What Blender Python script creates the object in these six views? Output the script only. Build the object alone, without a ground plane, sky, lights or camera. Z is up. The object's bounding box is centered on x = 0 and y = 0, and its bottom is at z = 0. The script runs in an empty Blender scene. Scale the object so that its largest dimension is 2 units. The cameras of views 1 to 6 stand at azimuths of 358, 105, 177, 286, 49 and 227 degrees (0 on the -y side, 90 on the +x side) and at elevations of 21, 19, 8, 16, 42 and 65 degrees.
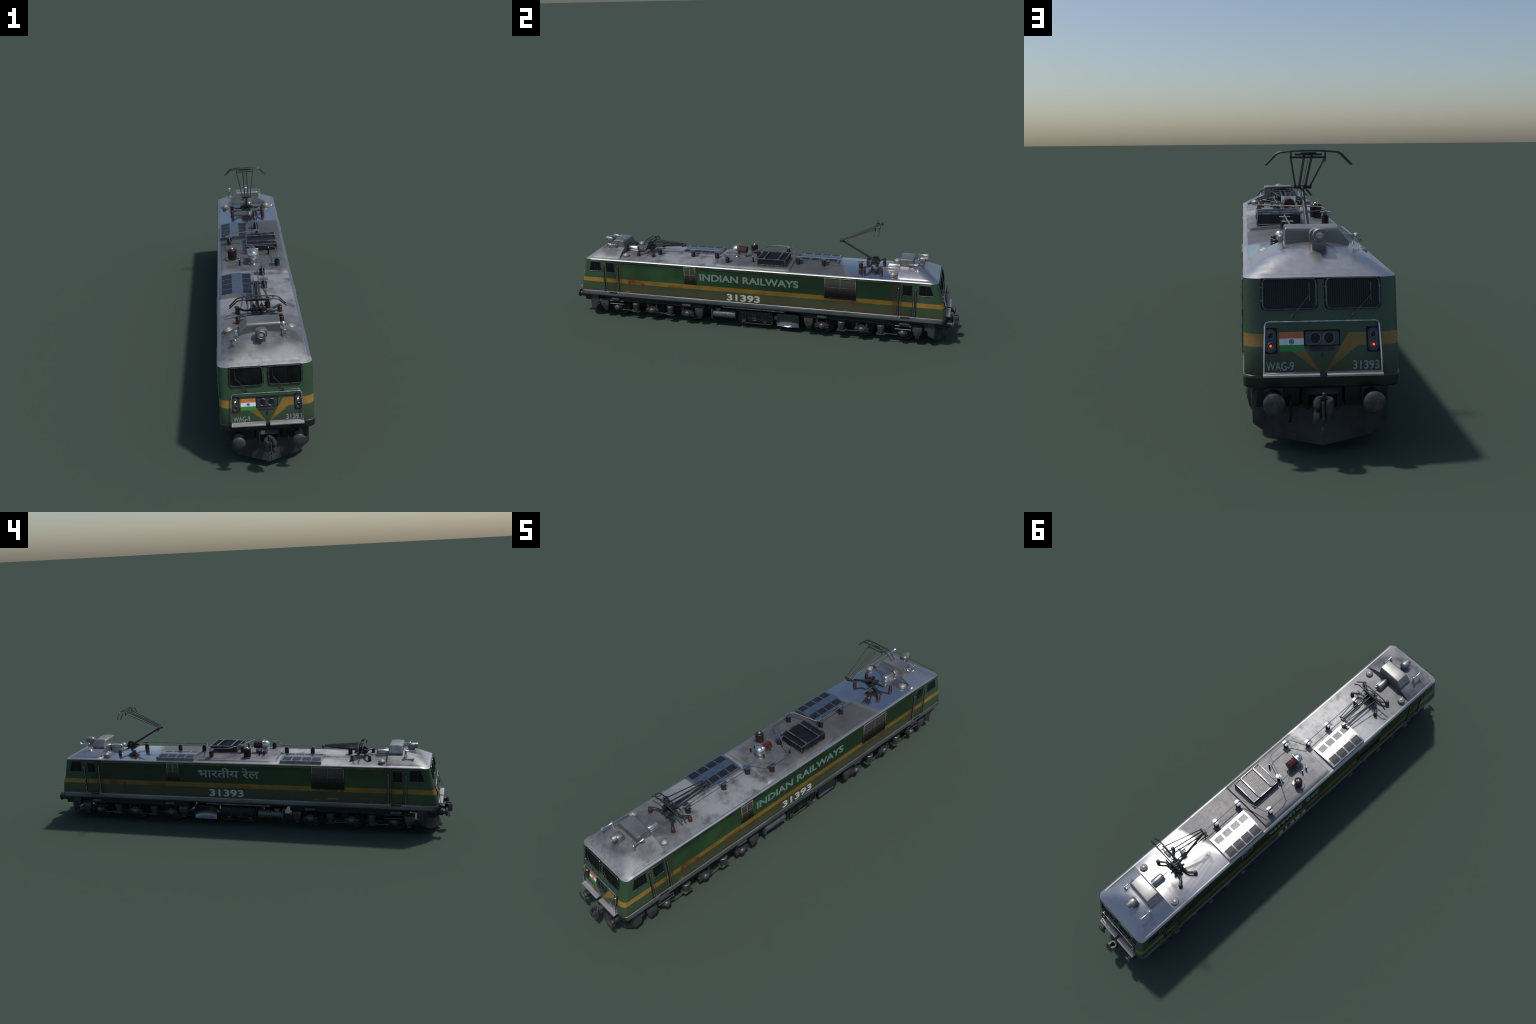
import bpy, bmesh, math, random
from mathutils import Vector, Matrix

random.seed(7)
COL = bpy.context.scene.collection
PI = math.pi

# ------------------------------------------------------------------ materials
class NT:
    def __init__(s, name):
        s.m = bpy.data.materials.new(name); s.m.use_nodes = True
        s.t = s.m.node_tree; s.b = s.t.nodes["Principled BSDF"]
        s._c = None
    def new(s, k): return s.t.nodes.new(k)
    def link(s, a, b): s.t.links.new(a, b)
    def put(s, sock, v):
        if isinstance(v, bpy.types.NodeSocket): s.link(v, sock)
        elif isinstance(v, (tuple, list)):
            sock.default_value = (*v, 1) if len(v) == 3 and len(sock.default_value) == 4 else v
        else: sock.default_value = v
    def coord(s):
        if not s._c: s._c = s.new("ShaderNodeTexCoord").outputs["Object"]
        return s._c
    def xyz(s):
        n = s.new("ShaderNodeSeparateXYZ"); s.link(s.coord(), n.inputs[0]); return n.outputs
    def math(s, op, a, b=0.0, c=None, clamp=False):
        n = s.new("ShaderNodeMath"); n.operation = op; n.use_clamp = clamp
        s.put(n.inputs[0], a); s.put(n.inputs[1], b)
        if c is not None: s.put(n.inputs[2], c)
        return n.outputs[0]
    def ramp(s, v, lo, hi, a=0.0, b=1.0):
        n = s.new("ShaderNodeMapRange"); n.interpolation_type = 'SMOOTHSTEP'
        for i, x in enumerate((v, lo, hi, a, b)): s.put(n.inputs[i], x)
        return n.outputs[0]
    def noise(s, scale, detail=3.0, rough=.55, stretch=(1, 1, 1), off=(0, 0, 0)):
        mp = s.new("ShaderNodeMapping"); s.link(s.coord(), mp.inputs[0])
        mp.inputs["Scale"].default_value = stretch; mp.inputs["Location"].default_value = off
        n = s.new("ShaderNodeTexNoise"); s.link(mp.outputs[0], n.inputs["Vector"])
        n.inputs["Scale"].default_value = scale; n.inputs["Detail"].default_value = detail
        n.inputs["Roughness"].default_value = rough
        return n.outputs["Fac"]
    def mix(s, f, a, b):
        n = s.new("ShaderNodeMix"); n.data_type = 'RGBA'
        s.put(n.inputs[0], f); s.put(n.inputs[6], a); s.put(n.inputs[7], b)
        return n.outputs[2]
    def bump(s, h, strength=.2, dist=.001):
        n = s.new("ShaderNodeBump"); n.inputs["Strength"].default_value = strength
        n.inputs["Distance"].default_value = dist; s.link(h, n.inputs["Height"])
        s.link(n.outputs[0], s.b.inputs["Normal"])
    def set(s, color=None, metal=None, rough=None, spec=None, coat=None, emis=None, estr=None):
        for k, v in (("Base Color", color), ("Metallic", metal), ("Roughness", rough), ("Specular IOR Level", spec),
                     ("Coat Weight", coat), ("Emission Color", emis), ("Emission Strength", estr)):
            if v is not None: s.put(s.b.inputs[k], v)
        return s.m

def simple(name, color, metal=0.0, rough=.5, vary=.35, scale=60, spec=.5, stretch=(1, 1, 1)):
    t = NT(name)
    f = t.noise(scale, 4, .6, stretch)
    dark = tuple(c * (1 - vary) for c in color); lite = tuple(min(1, c * (1 + vary)) for c in color)
    r = t.ramp(f, .3, .7, max(.05, rough - .08), min(1, rough + .08))
    return t.set(color=t.mix(t.ramp(f, .3, .7), dark, lite), metal=metal, rough=r, spec=spec)

def body_material():
    t = NT("green_body_paint")
    x, y, z = t.xyz()
    ax = t.math('ABSOLUTE', x); ay = t.math('ABSOLUTE', y)
    # point-symmetric coordinate along the side: negative towards the small grille
    sx = t.math('SIGN', x)
    u = t.math('MULTIPLY', y, sx)
    blotch = t.noise(9, 5, .6, (1, 1, 1.6))
    fine = t.noise(70, 4, .6)
    streak = t.noise(40, 4, .6, (1, 1, .12))
    green = t.mix(t.ramp(blotch, .35, .65), (.018, .050, .017), (.027, .070, .026))
    cab = t.ramp(ay, .70, .83)
    green = t.mix(t.math('MULTIPLY', cab, .8), green, (.044, .090, .050))
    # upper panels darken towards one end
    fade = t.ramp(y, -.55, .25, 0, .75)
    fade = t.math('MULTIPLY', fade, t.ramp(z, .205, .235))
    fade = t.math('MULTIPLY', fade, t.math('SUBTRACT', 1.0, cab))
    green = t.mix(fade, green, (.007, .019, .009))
    # darker green below the eave, between the cabs
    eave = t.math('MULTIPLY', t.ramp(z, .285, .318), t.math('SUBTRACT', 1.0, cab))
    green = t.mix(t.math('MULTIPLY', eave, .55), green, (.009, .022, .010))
    # brown road dirt on the lower body
    low = t.ramp(z, .222, .165)
    dirt = t.math('MULTIPLY', low, t.ramp(t.math('ADD', t.math('MULTIPLY', blotch, .6), t.math('MULTIPLY', streak, .4)), .22, .52))
    dirt = t.math('MULTIPLY', dirt, t.math('SUBTRACT', 1.0, t.math('MULTIPLY', cab, .55)))
    c = t.mix(t.math('MULTIPLY', dirt, .88), green, (.062, .053, .024))
    # yellow band; on the cab front it runs down to the middle as a chevron
    front = t.ramp(ay, .899, .905)
    front = t.math('MULTIPLY', front, t.ramp(ax, .115, .112))
    top = t.math('MINIMUM', .2238, t.math('MULTIPLY_ADD', t.math('SUBTRACT', ax, .003), 1.50, .153))
    bot = t.math('MINIMUM', .2015, t.math('MULTIPLY_ADD', t.math('SUBTRACT', ax, .005), .79, .153))
    top = t.math('ADD', t.math('MULTIPLY', top, front), t.math('MULTIPLY', .2238, t.math('SUBTRACT', 1.0, front)))
    bot = t.math('ADD', t.math('MULTIPLY', bot, front), t.math('MULTIPLY', .2015, t.math('SUBTRACT', 1.0, front)))
    e = .0007
    band = t.math('MULTIPLY', t.ramp(t.math('SUBTRACT', top, z), -e, e), t.ramp(t.math('SUBTRACT', z, bot), -e, e))
    yel = t.mix(t.ramp(blotch, .35, .65), (.185, .100, .014), (.27, .150, .019))
    yel = t.mix(cab, yel, t.mix(t.ramp(blotch, .35, .65), (.28, .155, .028), (.37, .21, .036)))
    yel = t.mix(t.math('MULTIPLY', t.ramp(fine, .5, .75), .45), yel, (.16, .085, .02))
    yel = t.mix(t.math('MULTIPLY', t.ramp(y, -.3, .3), t.math('MULTIPLY', .45, t.math('SUBTRACT', 1.0, cab))), yel, (.13, .078, .011))
    smudge = t.math('MULTIPLY', front, t.math('MULTIPLY', t.ramp(z, .205, .160), t.ramp(blotch, .30, .55)))
    yel = t.mix(t.math('MULTIPLY', smudge, .75), yel, (.075, .062, .022))
    c = t.mix(t.math('MULTIPLY', band, .96), c, yel)
    # dirt wash over the cab front between the lamps
    fr = t.math('MULTIPLY', front, t.math('MULTIPLY', t.ramp(z, .245, .215), t.ramp(blotch, .3, .6)))
    c = t.mix(t.math('MULTIPLY', fr, .35), c, (.045, .052, .03))
    # rust: streak group near the cab, edge below the large grille, corners near doors
    def spot(u0, z0, ru, rz, amt, prev):
        du = t.math('DIVIDE', t.math('SUBTRACT', u, u0), ru)
        dz = t.math('DIVIDE', t.math('SUBTRACT', z, z0), rz)
        d = t.math('ADD', t.math('MULTIPLY', du, du), t.math('MULTIPLY', dz, dz))
        d = t.math('ADD', d, t.math('MULTIPLY', t.math('ADD', t.math('SUBTRACT', streak, .5), t.math('SUBTRACT', fine, .5)), 2.6))
        m = t.math('MULTIPLY', t.ramp(d, 1.1, .15), amt)
        return t.mix(m, prev, (.10, .022, .012))
    c = spot(-.583, .195, .011, .026, 1.0, c)
    c = spot(-.655, .200, .010, .024, .7, c)
    c = spot(-.40, .205, .05, .012, .5, c)
    c = spot(.05, .206, .03, .012, .45, c)
    c = spot(.385, .203, .02, .012, .6, c)
    c = spot(-.625, .212, .045, .012, .55, c)
    c = spot(-.645, .222, .02, .02, .35, c)
    c = spot(.455, .208, .080, .008, .85, c)
    c = spot(.508, .190, .014, .030, .75, c)
    c = spot(.550, .157, .05, .008, .5, c)
    c = spot(-.425, .163, .016, .022, .4, c)
    c = spot(-.64, .157, .05, .007, .4, c)
    scuff = t.noise(55, 4, .65, (1, .25, 1.6), (1, 4, 2))
    def scrape(u0, z0, ru, rz, prev):
        w = t.math('MULTIPLY', t.ramp(t.math('ABSOLUTE', t.math('SUBTRACT', u, u0)), ru, ru * .4), t.ramp(t.math('ABSOLUTE', t.math('SUBTRACT', z, z0)), rz, rz * .3))
        return t.mix(t.math('MULTIPLY', w, t.ramp(scuff, .52, .62)), prev, (.24, .16, .085))
    c = scrape(-.662, .159, .032, .009, c); c = scrape(.43, .163, .07, .012, c); c = scrape(.66, .158, .03, .008, c); c = scrape(-.80, .158, .04, .006, c)
    grime = t.math('MULTIPLY', t.ramp(z, .172, .150), t.ramp(streak, .38, .62))
    c = t.mix(t.math('MULTIPLY', grime, .5), c, (.035, .024, .013))
    for d in (-.70, .70):
        dd = t.ramp(t.math('ABSOLUTE', t.math('SUBTRACT', y, d)), .028, .0)
        dd = t.math('MULTIPLY', dd, t.ramp(streak, .3, .6))
        c = t.mix(t.math('MULTIPLY', dd, .6), c, (.04, .026, .014))
    r = t.ramp(t.math('ADD', t.math('MULTIPLY', fine, .5), t.math('MULTIPLY', dirt, .6)), .15, .8, .36, .68)
    r = t.math('MULTIPLY_ADD', cab, -.10, r)
    return t.set(color=c, rough=r, spec=.45)

def roof_material():
    t = NT("weathered_roof_metal")
    x, y, z = t.xyz()
    big = t.noise(11, 5, .62)
    fine = t.noise(60, 5, .6)
    scr = t.noise(30, 3, .6, (1, .12, 1), (3, 1, 0))
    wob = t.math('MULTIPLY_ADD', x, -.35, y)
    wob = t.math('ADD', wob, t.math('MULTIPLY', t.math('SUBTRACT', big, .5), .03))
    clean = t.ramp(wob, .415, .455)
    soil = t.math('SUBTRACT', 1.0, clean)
    mid = t.ramp(t.math('ADD', y, t.math('MULTIPLY', t.math('SUBTRACT', big, .5), .5)), -.28, .32)
    r = t.math('ADD', t.math('MULTIPLY', mid, -.06), .62)
    r = t.math('ADD', r, t.math('MULTIPLY', t.math('SUBTRACT', fine, .5), .16))
    r = t.math('ADD', r, t.math('MULTIPLY', t.math('SUBTRACT', big, .5), .35))
    r = t.math('ADD', t.math('MULTIPLY', r, soil), t.math('MULTIPLY', clean, t.math('MULTIPLY_ADD', big, .06, .135)))
    c = t.mix(t.ramp(big, .33, .68), (.115, .119, .127), (.26, .265, .275))
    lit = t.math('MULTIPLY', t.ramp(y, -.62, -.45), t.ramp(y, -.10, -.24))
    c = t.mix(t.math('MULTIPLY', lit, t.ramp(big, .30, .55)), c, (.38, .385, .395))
    nose = t.ramp(t.math('MULTIPLY_ADD', z, -9.0, t.math('MULTIPLY', y, -1.0)), -2.40, -2.05)  # specular brightening low on the -y cab slope, baked into base colour
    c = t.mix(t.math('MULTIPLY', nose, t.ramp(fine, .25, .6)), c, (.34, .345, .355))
    warm = t.noise(6, 4, .6, (1, 1, 1), (5, 2, 0))
    c = t.mix(t.math('MULTIPLY', t.ramp(warm, .5, .7), .5), c, (.19, .175, .165))
    c = t.mix(t.math('MULTIPLY', t.ramp(scr, .58, .7), .3), c, (.25, .28, .36))
    c = t.mix(t.math('MULTIPLY', mid, .75), c, (.115, .113, .118))
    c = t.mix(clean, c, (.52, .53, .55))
    hump = t.math('MULTIPLY', clean, t.ramp(y, .7085, .7105))
    r = t.math('ADD', r, t.math('MULTIPLY', hump, t.math('MULTIPLY_ADD', fine, .16, .09)))
    c = t.mix(t.math('MULTIPLY', hump, .7), c, (.43, .425, .43))
    # highlight along the rolled gutter edge, put in as paler, smoother metal
    ax = t.math('ABSOLUTE', x)
    edge = t.math('MULTIPLY', t.ramp(ax, .1300, .1330), t.ramp(t.math('ABSOLUTE', y), .885, .86))
    c = t.mix(t.math('MULTIPLY', edge, .8), c, (.40, .40, .41))
    r = t.math('ADD', t.math('MULTIPLY', r, t.math('SUBTRACT', 1.0, edge)), t.math('MULTIPLY', edge, t.math('MULTIPLY_ADD', big, .30, .29)))
    m = t.math('MAXIMUM', t.math('MULTIPLY_ADD', clean, .28, .70), t.math('MULTIPLY', edge, .95))
    return t.set(color=c, metal=m, rough=r)

def grille_material():
    t = NT("grille_panel_dark")
    x, y, z = t.xyz()
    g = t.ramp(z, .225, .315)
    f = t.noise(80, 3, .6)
    c = t.mix(g, (.004, .004, .003), (.095, .092, .08))  # blurred reflection drawn as a gradient, grey above and black below
    return t.set(color=c, metal=.35, rough=t.ramp(f, .3, .7, .35, .5))

M = {}
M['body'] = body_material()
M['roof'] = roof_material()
M['grille'] = grille_material()
M['metal'] = simple("brushed_grey_metal", (.46, .45, .44), 1.0, .33, .25, 30, stretch=(1, .2, 1))
M['chrome'] = simple("bright_metal", (.68, .68, .68), 1.0, .26, .15, 80)
t = NT("sole_bar_metal")
_x, sy_, _z = t.xyz()
sf = t.noise(22, 4, .6, (1, .15, 1)); sp = t.noise(5, 2, .5, (.01, 1, .01))
sc = t.mix(t.ramp(sf, .3, .7), (.13, .14, .145), (.25, .265, .275))
sc = t.mix(t.ramp(t.math('ABSOLUTE', sy_), .915, .935), sc, (.055, .06, .06))
M['sole'] = t.set(color=sc, metal=.75, rough=t.math('ADD', t.ramp(sp, .42, .58, .46, .30), t.math('MULTIPLY', sf, .08)))
M['plate'] = simple("blue_grey_sheet_metal", (.36, .37, .385), 1.0, .28, .02, 40)
M['mesh'] = simple("dark_louvre_mesh", (.062, .062, .066), .95, .42, .12, 400)
M['edge'] = simple("worn_steel_edge", (.28, .28, .30), 1.0, .32, .5, 45)
M['ceramic'] = simple("brown_glazed_ceramic", (.024, .0115, .0095), 0, .22, .35, 90, .4)
M['ceramic2'] = simple("red_brown_glazed_ceramic", (.060, .015, .011), 0, .25, .3, 90, .45)
M['panto'] = simple("pantograph_dark_steel", (.036, .040, .040), .55, .42, .3, 90)
M['wire'] = simple("busbar_grey", (.17, .165, .155), .6, .45, .25, 60)
M['black'] = simple("underframe_black", (.013, .0135, .015), .2, .55, .5, 50)
M['cast'] = simple("cast_bogie_grey", (.085, .084, .084), .5, .40, .3, 60)
M['pilot'] = simple("pilot_dark_grey", (.030, .031, .034), .1, .6, .45, 26)
M['blue_black'] = simple("dark_blue_steel", (.03, .034, .042), .6, .4, .3, 60)
M['tank'] = simple("polished_tank_steel", (.17, .19, .21), 1.0, .20, .05, 25)
M['cover'] = simple("rounded_cover_metal", (.25, .25, .25), .75, .46, .2, 22, stretch=(.15, 1, 1))
M['vent'] = simple("beige_grey_vent_metal", (.30, .285, .27), .6, .52, .2, 60)
M['foot'] = simple("footplate_metal", (.34, .33, .325), .45, .5, .2, 30, stretch=(.2, 1, 1))
M['cantgreen'] = simple("dark_green_paint", (.014, .026, .013), 0, .5, .4, 14)
M['cant_skytint'] = simple("cant_paint_lightened_for_sky", (.055, .062, .016), 0, .5, .4, 14)  # -x strip colour raised for the sky light on its tilted face
M['cyl'] = simple("grey_green_paint", (.10, .12, .12), .4, .4, .25, 50)
M['strap'] = simple("strap_grey", (.06, .068, .064), .5, .45, .3, 60)
M['cast2'] = simple("wheel_dark_steel", (.040, .040, .041), .7, .38, .35, 60)
M['wframe'] = simple("window_frame_steel", (.13, .13, .135), .85, .30, .3, 60)
M['glass'] = simple("dark_cab_glass", (.005, .006, .007), 0, .18, .3, 30, .35)
M['rubber'] = simple("black_window_rubber", (.008, .009, .010), 0, .5, .3, 80, .25)
t = NT("sooty_grille_frame")
gz = t.xyz()[2]
M['gframe'] = t.set(color=t.mix(t.math('MULTIPLY', t.ramp(gz, .225, .305), t.ramp(t.noise(50), .2, .6)), (.016, .014, .011), (.36, .32, .27)), metal=.5, rough=.5)
M['frame'] = simple("grille_frame_worn", (.20, .17, .13), .5, .5, .45, 60)
M['slot'] = simple("shadow_gap_black", (.004, .004, .004), 0, .7, .2, 60)
M['text'] = simple("grey_green_lettering", (.15, .225, .20), 0, .5, .2, 120)
M['hindi'] = simple("pale_hindi_lettering", (.25, .33, .30), 0, .5, .2, 120)
M['num'] = simple("white_number_paint", (.50, .51, .46), 0, .5, .15, 120)
M['saffron'] = simple("saffron_paint", (.56, .17, .045), 0, .45, .12, 60)
M['white'] = simple("white_paint", (.72, .76, .76), 0, .45, .08, 60)
M['flaggreen'] = simple("flag_green_paint", (.03, .24, .045), 0, .45, .12, 60)
M['navy'] = simple("navy_paint", (.05, .06, .22), 0, .45, .1, 60)
M['ring'] = simple("lamp_ring_steel", (.17, .18, .19), .9, .34, .25, 60)
M['lens'] = simple("dark_lamp_lens", (.008, .009, .009), 0, .3, .2, 60, .3)
M['bezel'] = simple("lamp_bezel_steel", (.075, .082, .09), .8, .40, .25, 60)
M['headlens'] = simple("headlight_lens", (.50, .52, .52), .2, .12, .05, 30)
t = NT("lit_red_lamp"); M['redlamp'] = t.set(color=(.8, .04, .01), rough=.3, emis=(1.0, .10, .01), estr=1.3)
t = NT("lit_warm_lamp"); M['warmlamp'] = t.set(color=(.8, .7, .5), rough=.3, emis=(1.0, .86, .6), estr=.9)
t = NT("red_lens"); M['redlens'] = t.set(color=(.12, .01, .006), rough=.15)

# ------------------------------------------------------------------ helpers
ROOT = bpy.data.objects.new("electric_locomotive", None); COL.objects.link(ROOT)
ROOT["label"] = "green electric freight locomotive with yellow stripe and grey roof"
ROOT["category"] = "train locomotive"

def obj(name, me, mat=None, parent=ROOT, loc=None, rot=None, scale=None):
    o = bpy.data.objects.new(name, me); COL.objects.link(o); o.parent = parent
    if mat is not None and not me.materials:
        me.materials.append(M[mat] if isinstance(mat, str) else mat)
    if loc: o.location = loc
    if rot: o.rotation_euler = rot
    if scale: o.scale = scale
    return o

def finish(bm, name, smooth=35):
    bmesh.ops.recalc_face_normals(bm, faces=bm.faces)
    a = math.radians(smooth)
    for f in bm.faces: f.smooth = smooth > 0
    for e in bm.edges:
        if len(e.link_faces) == 2 and e.calc_face_angle(0) > a: e.smooth = False
    me = bpy.data.meshes.new(name); bm.to_mesh(me); bm.free()
    return me

def add_box(bm, c, s, bev=0.0, seg=2, mat=None):
    b = bmesh.new(); bmesh.ops.create_cube(b, size=1)
    bmesh.ops.scale(b, vec=s, verts=b.verts)
    if bev > 0: bmesh.ops.bevel(b, geom=b.edges[:], offset=bev, segments=seg, affect='EDGES', profile=.5)
    if mat: bmesh.ops.transform(b, matrix=mat, verts=b.verts)
    bmesh.ops.translate(b, vec=c, verts=b.verts)
    join(bm, b)

def join(bm, b):
    me = bpy.data.meshes.new("tmp"); b.to_mesh(me); b.free(); bm.from_mesh(me); bpy.data.meshes.remove(me)

def add_rev(bm, prof, axis='z', c=(0, 0, 0), n=20):
    """surface of revolution: prof is [(radius, height)]"""
    rings = []
    def tr(x, y, h):
        if axis == 'z': p = (x, y, h)
        elif axis == 'y': p = (x, h, y)
        else: p = (h, x, y)
        return (p[0] + c[0], p[1] + c[1], p[2] + c[2])
    for r, h in prof:
        if r < 1e-6: rings.append([bm.verts.new(tr(0, 0, h))])
        else: rings.append([bm.verts.new(tr(r * math.cos(2 * PI * i / n), r * math.sin(2 * PI * i / n), h)) for i in range(n)])
    for a, b in zip(rings, rings[1:]):
        for i in range(n):
            j = (i + 1) % n
            if len(a) == 1 and len(b) == 1: continue
            if len(a) == 1: bm.faces.new((a[0], b[i], b[j]))
            elif len(b) == 1: bm.faces.new((a[i], a[j], b[0]))
            else: bm.faces.new((a[i], a[j], b[j], b[i]))
    for ring in (rings[0], rings[-1]):
        if len(ring) > 1: bm.faces.new(ring)

def add_tube(bm, pts, r, n=8, closed=False, flat=1.0):
    pts = [Vector(p) for p in pts]; N = len(pts)
    rs = r if isinstance(r, (list, tuple)) else [r] * N
    rings = []; prev = None
    for i, p in enumerate(pts):
        if closed: d = (pts[(i + 1) % N] - pts[i - 1])
        else: d = pts[min(i + 1, N - 1)] - pts[max(i - 1, 0)]
        d.normalize()
        if prev is None:
            a = Vector((0, 0, 1)) if abs(d.z) < .9 else Vector((1, 0, 0))
            s = d.cross(a).normalized()
        else:
            s = (prev - d * prev.dot(d)).normalized()
        prev = s; t_ = d.cross(s)
        k = 1.0
        if 0 < i < N - 1 or closed:
            d1 = (pts[i] - pts[i - 1]).normalized(); d2 = (pts[(i + 1) % N] - pts[i]).normalized()
            k = min(1.5, 1 / max(.3, math.cos(d1.angle(d2, 0) / 2)))
        rings.append([bm.verts.new(p + (s * math.cos(2 * PI * j / n) * k + t_ * math.sin(2 * PI * j / n) * flat) * rs[i]) for j in range(n)])
    M_ = N if closed else N - 1
    for i in range(M_):
        a, b = rings[i], rings[(i + 1) % N]
        for j in range(n): bm.faces.new((a[j], a[(j + 1) % n], b[(j + 1) % n], b[j]))
    if not closed: bm.faces.new(rings[0]); bm.faces.new(rings[-1])

def add_prism(bm, poly, vec):
    """extrude the polygon (3D points) by vec"""
    a = [bm.verts.new(p) for p in poly]; v = Vector(vec)
    b = [bm.verts.new(Vector(p) + v) for p in poly]
    bm.faces.new(a); bm.faces.new(b[::-1])
    for i in range(len(a)):
        j = (i + 1) % len(a); bm.faces.new((a[i], a[j], b[j], b[i]))

def smooth_path(pts, k=4):
    """Catmull-Rom through the control points"""
    P = [Vector(p) for p in pts]; out = []
    for i in range(len(P) - 1):
        p0, p1, p2, p3 = P[max(i - 1, 0)], P[i], P[i + 1], P[min(i + 2, len(P) - 1)]
        for j in range(k):
            s = j / k
            out.append(.5 * ((2 * p1) + (p2 - p0) * s + (2 * p0 - 5 * p1 + 4 * p2 - p3) * s * s + (3 * p1 - p0 - 3 * p2 + p3) * s ** 3))
    out.append(P[-1]); return out

def rounded_rect(w, h, r, k=4):
    pts = []
    for cx, cy, a0 in ((w - r, h - r, 0), (-w + r, h - r, 90), (-w + r, -h + r, 180), (w - r, -h + r, 270)):
        for i in range(k + 1):
            a = math.radians(a0 + 90 * i / k); pts.append((cx + r * math.cos(a), cy + r * math.sin(a)))
    return pts

def mk(name, fn, mat, smooth=35, **kw):
    bm = bmesh.new(); fn(bm); return obj(name, finish(bm, name, smooth), mat, **kw)

def box(name, c, s, mat, bev=0.0, **kw):
    return mk(name, lambda b: add_box(b, c, s, bev), mat, **kw)

# ------------------------------------------------------------------ body
HW = .1435
FY = [(.115, .9395), (.150, .9400), (.165, .9385), (.190, .9345), (.2015, .9310), (.2238, .9235), (.260, .9150), (.3225, .9005), (.34, .896)]
def fy(z):
    for (z0, y0), (z1, y1) in zip(FY, FY[1:]):
        if z <= z1: return y0 + (y1 - y0) * (z - z0) / (z1 - z0)
    return FY[-1][1]

CRX, CRY = .0315, .0195     # corner radii of the plan outline
def corner(yf, hw=HW, k=7):
    """quarter ellipse from the side wall to the front face (in +x +y)"""
    out = []
    for i in range(k + 1):
        a = PI / 2 * i / k
        out.append((hw - CRX + CRX * math.cos(a), yf - CRY + CRY * math.sin(a)))
    return out
def plan(yf, hw=HW):
    q = corner(yf, hw)
    p = q + [(-x, y) for x, y in q[::-1]]
    return p + [(-x, -y) for x, y in p]

def shell(bm, levels, cap_bottom=True):
    rings = [[bm.verts.new((x, y, z)) for x, y in plan(yf, hw)] for z, yf, hw in levels]
    n = len(rings[0])
    for a, b in zip(rings, rings[1:]):
        for i in range(n): bm.faces.new((a[i], a[(i + 1) % n], b[(i + 1) % n], b[i]))
    if cap_bottom: bm.faces.new(rings[0][::-1])

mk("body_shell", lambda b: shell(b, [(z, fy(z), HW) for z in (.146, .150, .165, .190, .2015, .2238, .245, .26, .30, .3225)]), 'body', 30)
# rounded sole bar round the foot of the body
mk("sole_bar", lambda b: shell(b, [(.1250, .9360, .1400), (.1252, .9390, .1430), (.1265, .9403, .1448), (.1300, .9408, .1455), (.1440, .9412, .1457),
                                   (.1490, .9408, .1452), (.1503, .9398, .1438), (.1505, .9340, .1390)]), 'sole', 50)

def roof_z(x, y):
    ax, ay = abs(x), abs(y)
    base = .3353 - .0072 * (ax / .128) ** 2
    if ay > .55 and ay < .7095:
        base += .0065 * ((ay - .55) / .16) ** 2 * max(0, 1 - (ax / .135) ** 4)  # roof ramped up towards the hump to steer the sun glint there
    if ay < .1925:
        k = min(1, (.1925 - ay) / .004)
        base += (.0080 * k) * min(1, max(0, (.1345 - ax) / .012))
    if ay > .7095:
        side = .3262 + .60 * (.1395 - ax)
        front = .3250 + .585 * (.8965 - ay)
        top = .3752 - .3 * ax * ax
        k = .026
        def smin(a, b):
            h = max(k - abs(a - b), 0) / k
            return min(a, b) - h * h * k * .25
        base = smin(smin(side, front), top)
    return base
def roof_half(y):
    ay = abs(y); yf = fy(.3225); y0 = yf - CRY
    if ay <= y0: return HW
    return HW - CRX + CRX * math.sqrt(max(0, 1 - ((ay - y0) / CRY) ** 2))
def roof(bm):
    ys = [0, .05, .1, .15, .188, .1925, .21, .30, .40, .48, .55, .58, .61, .64, .67, .69, .7090, .7105] + [.73, .75, .77, .79]
    ys += [.80 + .006 * i for i in range(15)] + [.888, .892, .8945, .8965, .8985, .9000]
    yf = fy(.3225)
    ys = [y for y in ys if y < yf] + [yf - .0002]
    ys = [-y for y in ys[:0:-1]] + ys
    ds = [0, .0006, .0016, .0032, .005, .0075, .010, .0125, .016, .019]
    R = .0125
    rows = []
    for y in ys:
        w = roof_half(y); row = []
        xs = [w - d for d in ds]
        n = 14
        inner = xs[-1]
        xs += [inner * (1 - i / n) for i in range(1, n + 1)]
        xs = xs + [-x for x in xs[-2::-1]]
        for x in xs:
            # distance to the plan edge
            d = w - abs(x)
            if abs(y) > yf - .03:
                q = (yf - abs(y)) * 1.0
                d = min(d, q if abs(x) < HW - CRX else min(d, max(q, 0) + d * .5))
            z = roof_z(x, y)
            lim = .3222 + .0062 * (1 - (1 - min(d, R) / R) ** 2.2)
            cap = lim + max(0, d - R) * 1.2 if d >= R else lim
            row.append(bm.verts.new((x, y, min(z, cap))))
        rows.append(row)
    for a, b in zip(rows, rows[1:]):
        for i in range(len(a) - 1): bm.faces.new((a[i], a[i + 1], b[i + 1], b[i]))
    bmesh.ops.remove_doubles(bm, verts=bm.verts, dist=1e-6)
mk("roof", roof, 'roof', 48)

# cant strip: shallow lip below the eave between the doors
for s in (1, -1):
    mk("cant_strip", lambda b: add_prism(b, [(s * .1434, -.70, .3105), (s * .1450, -.70, .3108), (s * .1437, -.70, .3222), (s * .1425, -.70, .3222)], (0, 1.40, 0)), 'cant_skytint' if s < 0 else 'cantgreen')

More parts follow.
